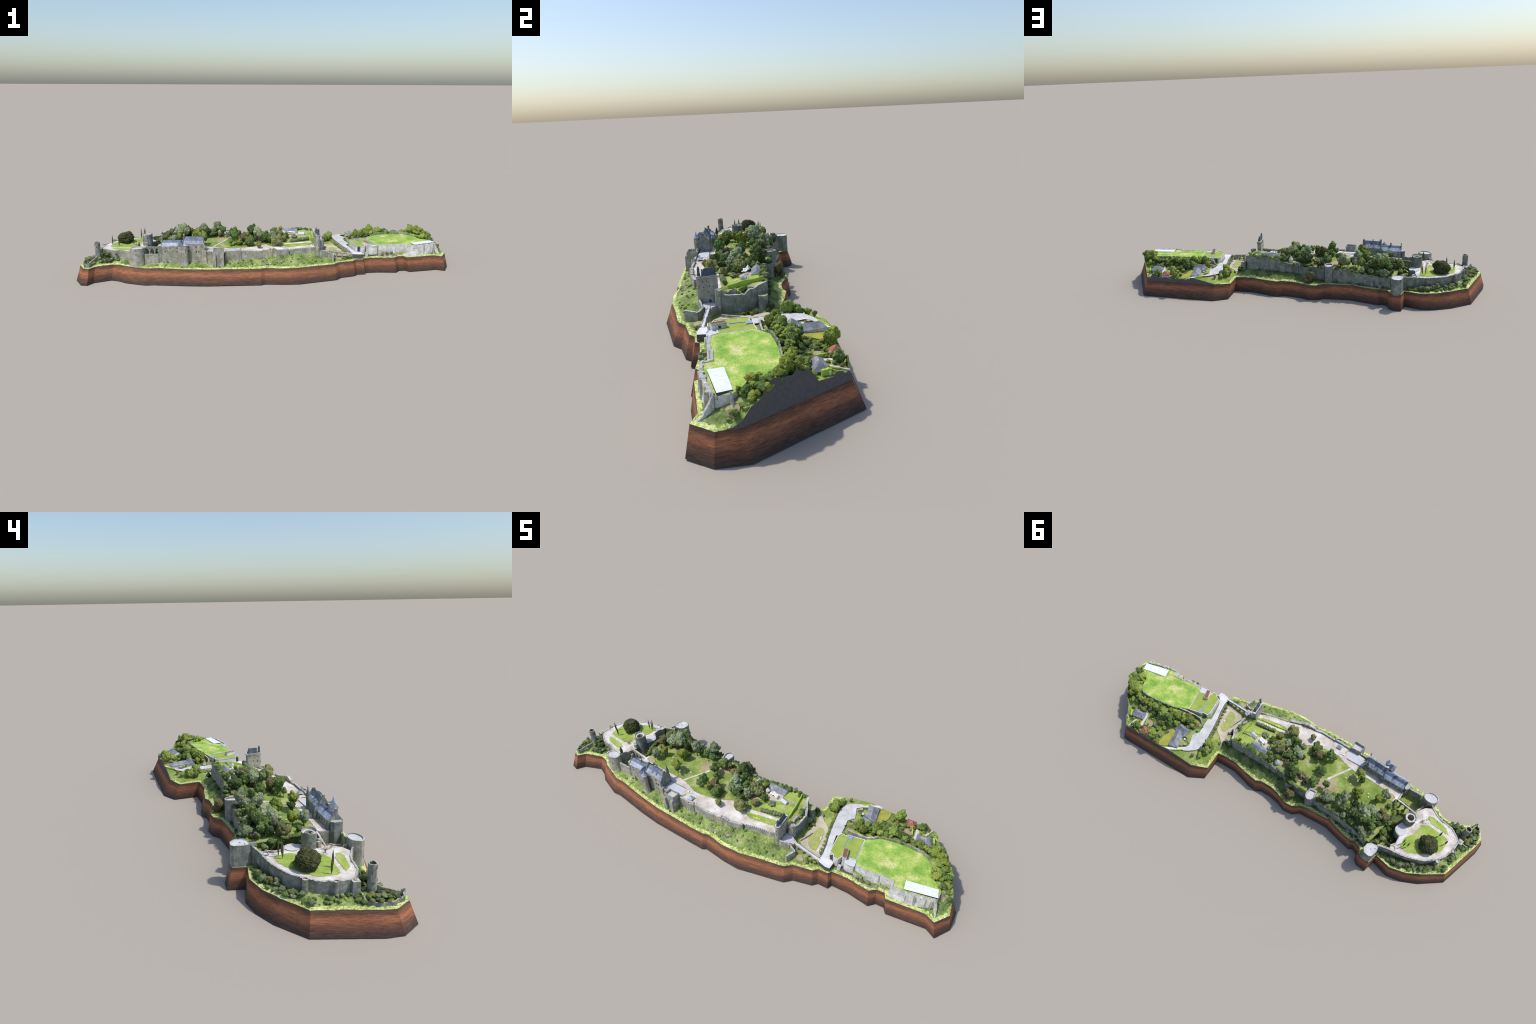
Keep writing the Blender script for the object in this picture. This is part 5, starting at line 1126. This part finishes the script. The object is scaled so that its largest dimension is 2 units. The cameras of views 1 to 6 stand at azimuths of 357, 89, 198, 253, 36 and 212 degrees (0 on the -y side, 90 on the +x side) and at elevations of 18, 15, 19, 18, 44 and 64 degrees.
for x, y, r, zt, m in ((.300, .088, .0120, .122, "f_dark"), (.312, .075, .0080, .106, "f_mid"), (.316, .035, .0080, .098, "f_dark"), (.312, .010, .0090, .102, "f_dark"), (.315, -.010, .0080, .098, "f_olive"), (.322, .02, .008, .100, "f_olive"), (.33, .09, .007, .096, "f_mid"), (.400, -.162, .0085, .092, "f_olive"), (.415, -.150, .0080, .096, "f_mid"), (.430, -.148, .0080, .098, "f_lime"), (.390, -.150, .0070, .09, "f_mid"), (.635, -.128, .0080, .108, "f_grey"), (.613, -.122, .0050, .107, "f_grey"), (.66, -.122, .009, .110, "f_grey"), (.422, .0, .006, .106, "f_mid")):
    plant(x, y, r, zt, m, bushy, hill(x, y), trunk=False, parent=shrubs, name="shrub")
# scrub of the western slopes and outer ward
spots = [(-.705, .117, .009, .104), (-.735, .113, .008, .102), (-.764, .095, .006, .110), (-.801, .105, .011, .096), (-.824, .092, .010, .096), (-.871, .055, .009, .092), (-.893, .048, .007, .092), (-.675, .130, .010, .100), (-.759, .128, .009, .092), (-.69, .145, .009, .088), (-.66, .14, .009, .092), (-.84, .075, .009, .095), (-.78, .115, .009, .094), (-.72, .128, .008, .094),
         (-.945, -.125, .009, .104), (-.955, -.150, .010, .106), (-.945, -.180, .010, .108), (-.925, -.125, .010, .108), (-.93, -.15, .011, .108), (-.93, -.20, .010, .105), (-.915, -.185, .009, .108), (-.94, -.165, .010, .112), (-.955, -.175, .008, .1), (-.915, -.135, .009, .106), (-.945, -.21, .008, .100), (-.925, -.17, .010, .11),
         (-.849, -.158, .009, .130), (-.862, -.150, .010, .136), (-.835, -.152, .008, .132), (-.85, -.185, .010, .108), (-.817, -.160, .008, .112), (-.873, -.190, .008, .104), (-.88, -.165, .008, .112), (-.79, -.166, .008, .105), (-.83, -.178, .009, .104), (-.80, -.152, .0065, .128), (-.87, -.135, .009, .136),
         (-.905, -.06, .006, .098), (-.905, -.03, .006, .097), (-.9, 0.0, .006, .096), (-.88, .03, .006, .098), (-.925, -.09, .006, .09), (-.92, -.05, .005, .088)]
for x, y, r, zt in spots:
    m = rng.choice(("f_mid", "f_mid", "f_grey", "f_olive", "f_dark", "f_lime"))
    plant(x, y, r, zt, m, bushy, zt - .014, trunk=False, parent=shrubs, name="shrub")
# low brush scattered on the south hillside, with a few rocks
rock = crown("rock", 77, 4, 3, .1, .34, .6, 2.2)
rb = B()
def strew(count, box, rr, mats, name, shape, lift):
    k = 0
    tries = 0
    while k < count and tries < 4000:
        tries += 1
        x, y = rng.uniform(box[0], box[1]), rng.uniform(box[2], box[3])
        if not inside(rim, x, y) or edge_dist(rim, [(x, y)])[0] < .014 or inside(inner, x, y):
            continue
        r = rng.uniform(*rr)
        o = bpy.data.objects.new(name, rng.choice(shape)); o.parent = shrubs
        bpy.context.scene.collection.objects.link(o)
        o.location = (x, y, hill(x, y) + r * lift); o.scale = (r, r, r * .7); o.rotation_euler = (0, 0, rng.uniform(0, 6))
        o.material_slots[0].link = "OBJECT"; o.material_slots[0].material = M[rng.choice(mats)]
        k += 1
def gather(names, new, parent):
    """join many small pieces into one part"""
    obs = [o for o in bpy.data.objects if o.name.split(".")[0] in names]
    bpy.context.view_layer.update()
    v, f, mi_, mats = [], [], [], []
    for o in obs:
        m = o.material_slots[0].material
        if m not in mats:
            mats.append(m)
        k = len(v); mw = o.matrix_world
        v += [tuple(mw @ q.co) for q in o.data.vertices]
        f += [[k + i for i in p.vertices] for p in o.data.polygons]
        mi_ += [mats.index(m)] * len(o.data.polygons)
    for o in obs:
        bpy.data.objects.remove(o)
    me = bpy.data.meshes.new(new); me.from_pydata(v, [], f)
    for m in mats:   # leaf grain was sized for unit crowns: scale it to the joined piece
        m = m.copy()
        for nd in m.node_tree.nodes:
            if nd.type == 'TEX_NOISE' and m.name.startswith('leaf'):
                nd.inputs['Scale'].default_value *= 130
            if nd.type == 'BUMP' and m.name.startswith('leaf'):
                nd.inputs['Distance'].default_value *= 0.008
        me.materials.append(m)
    me.polygons.foreach_set("material_index", mi_); me.shade_smooth()
    o = bpy.data.objects.new(new, me); o.parent = parent; o["kind"] = "stuff"
    bpy.context.scene.collection.objects.link(o)
thicket(46, (-.93, -.62, .03, .16), (.006, .012), W4, hill, lambda x, y: inside(rim, x, y) and not inside(west, x, y) and .017 < edge_dist(rim, [(x, y)])[0] and edge_dist(west, [(x, y)])[0] > .008)
thicket(30, (-.96, -.80, -.21, -.09), (.006, .011), W4, hill, lambda x, y: inside(rim, x, y) and not inside(west, x, y) and .020 < edge_dist(rim, [(x, y)])[0] and edge_dist(west, [(x, y)])[0] > .008 and math.hypot(x + .893, y + .15) > .022)
thicket(16, (-.93, -.88, -.09, .03), (.004, .008), W4, hill, lambda x, y: inside(rim, x, y) and not inside(west, x, y) and .017 < edge_dist(rim, [(x, y)])[0] and edge_dist(west, [(x, y)])[0] > .008)
strew(80, (-.6, .30, -.275, -.19), (.003, .0075), ("f_mid", "f_grey", "f_lime", "f_olive"), "brush", bushy, .15)
strew(16, (-.05, .07, -.262, -.232), (.004, .010), ("rubble", "stone_cool"), "rock", [rock], -.05)
gather(("rock",), "rocks", root)
gather(("brush",), "brush", root)
small = sorted((o for o in bpy.data.objects if o.name.split(".")[0] == "shrub" and o.type == "MESH"), key=lambda o: -o.scale.x)
for o in small[280:]:
    o.name = "underbrush"
if len(small) > 280:
    gather(("underbrush",), "undergrowth", root)
from collections import Counter
print(Counter(o.name.split(".")[0] for o in bpy.data.objects).most_common(30))
print("objects", len(bpy.data.objects))
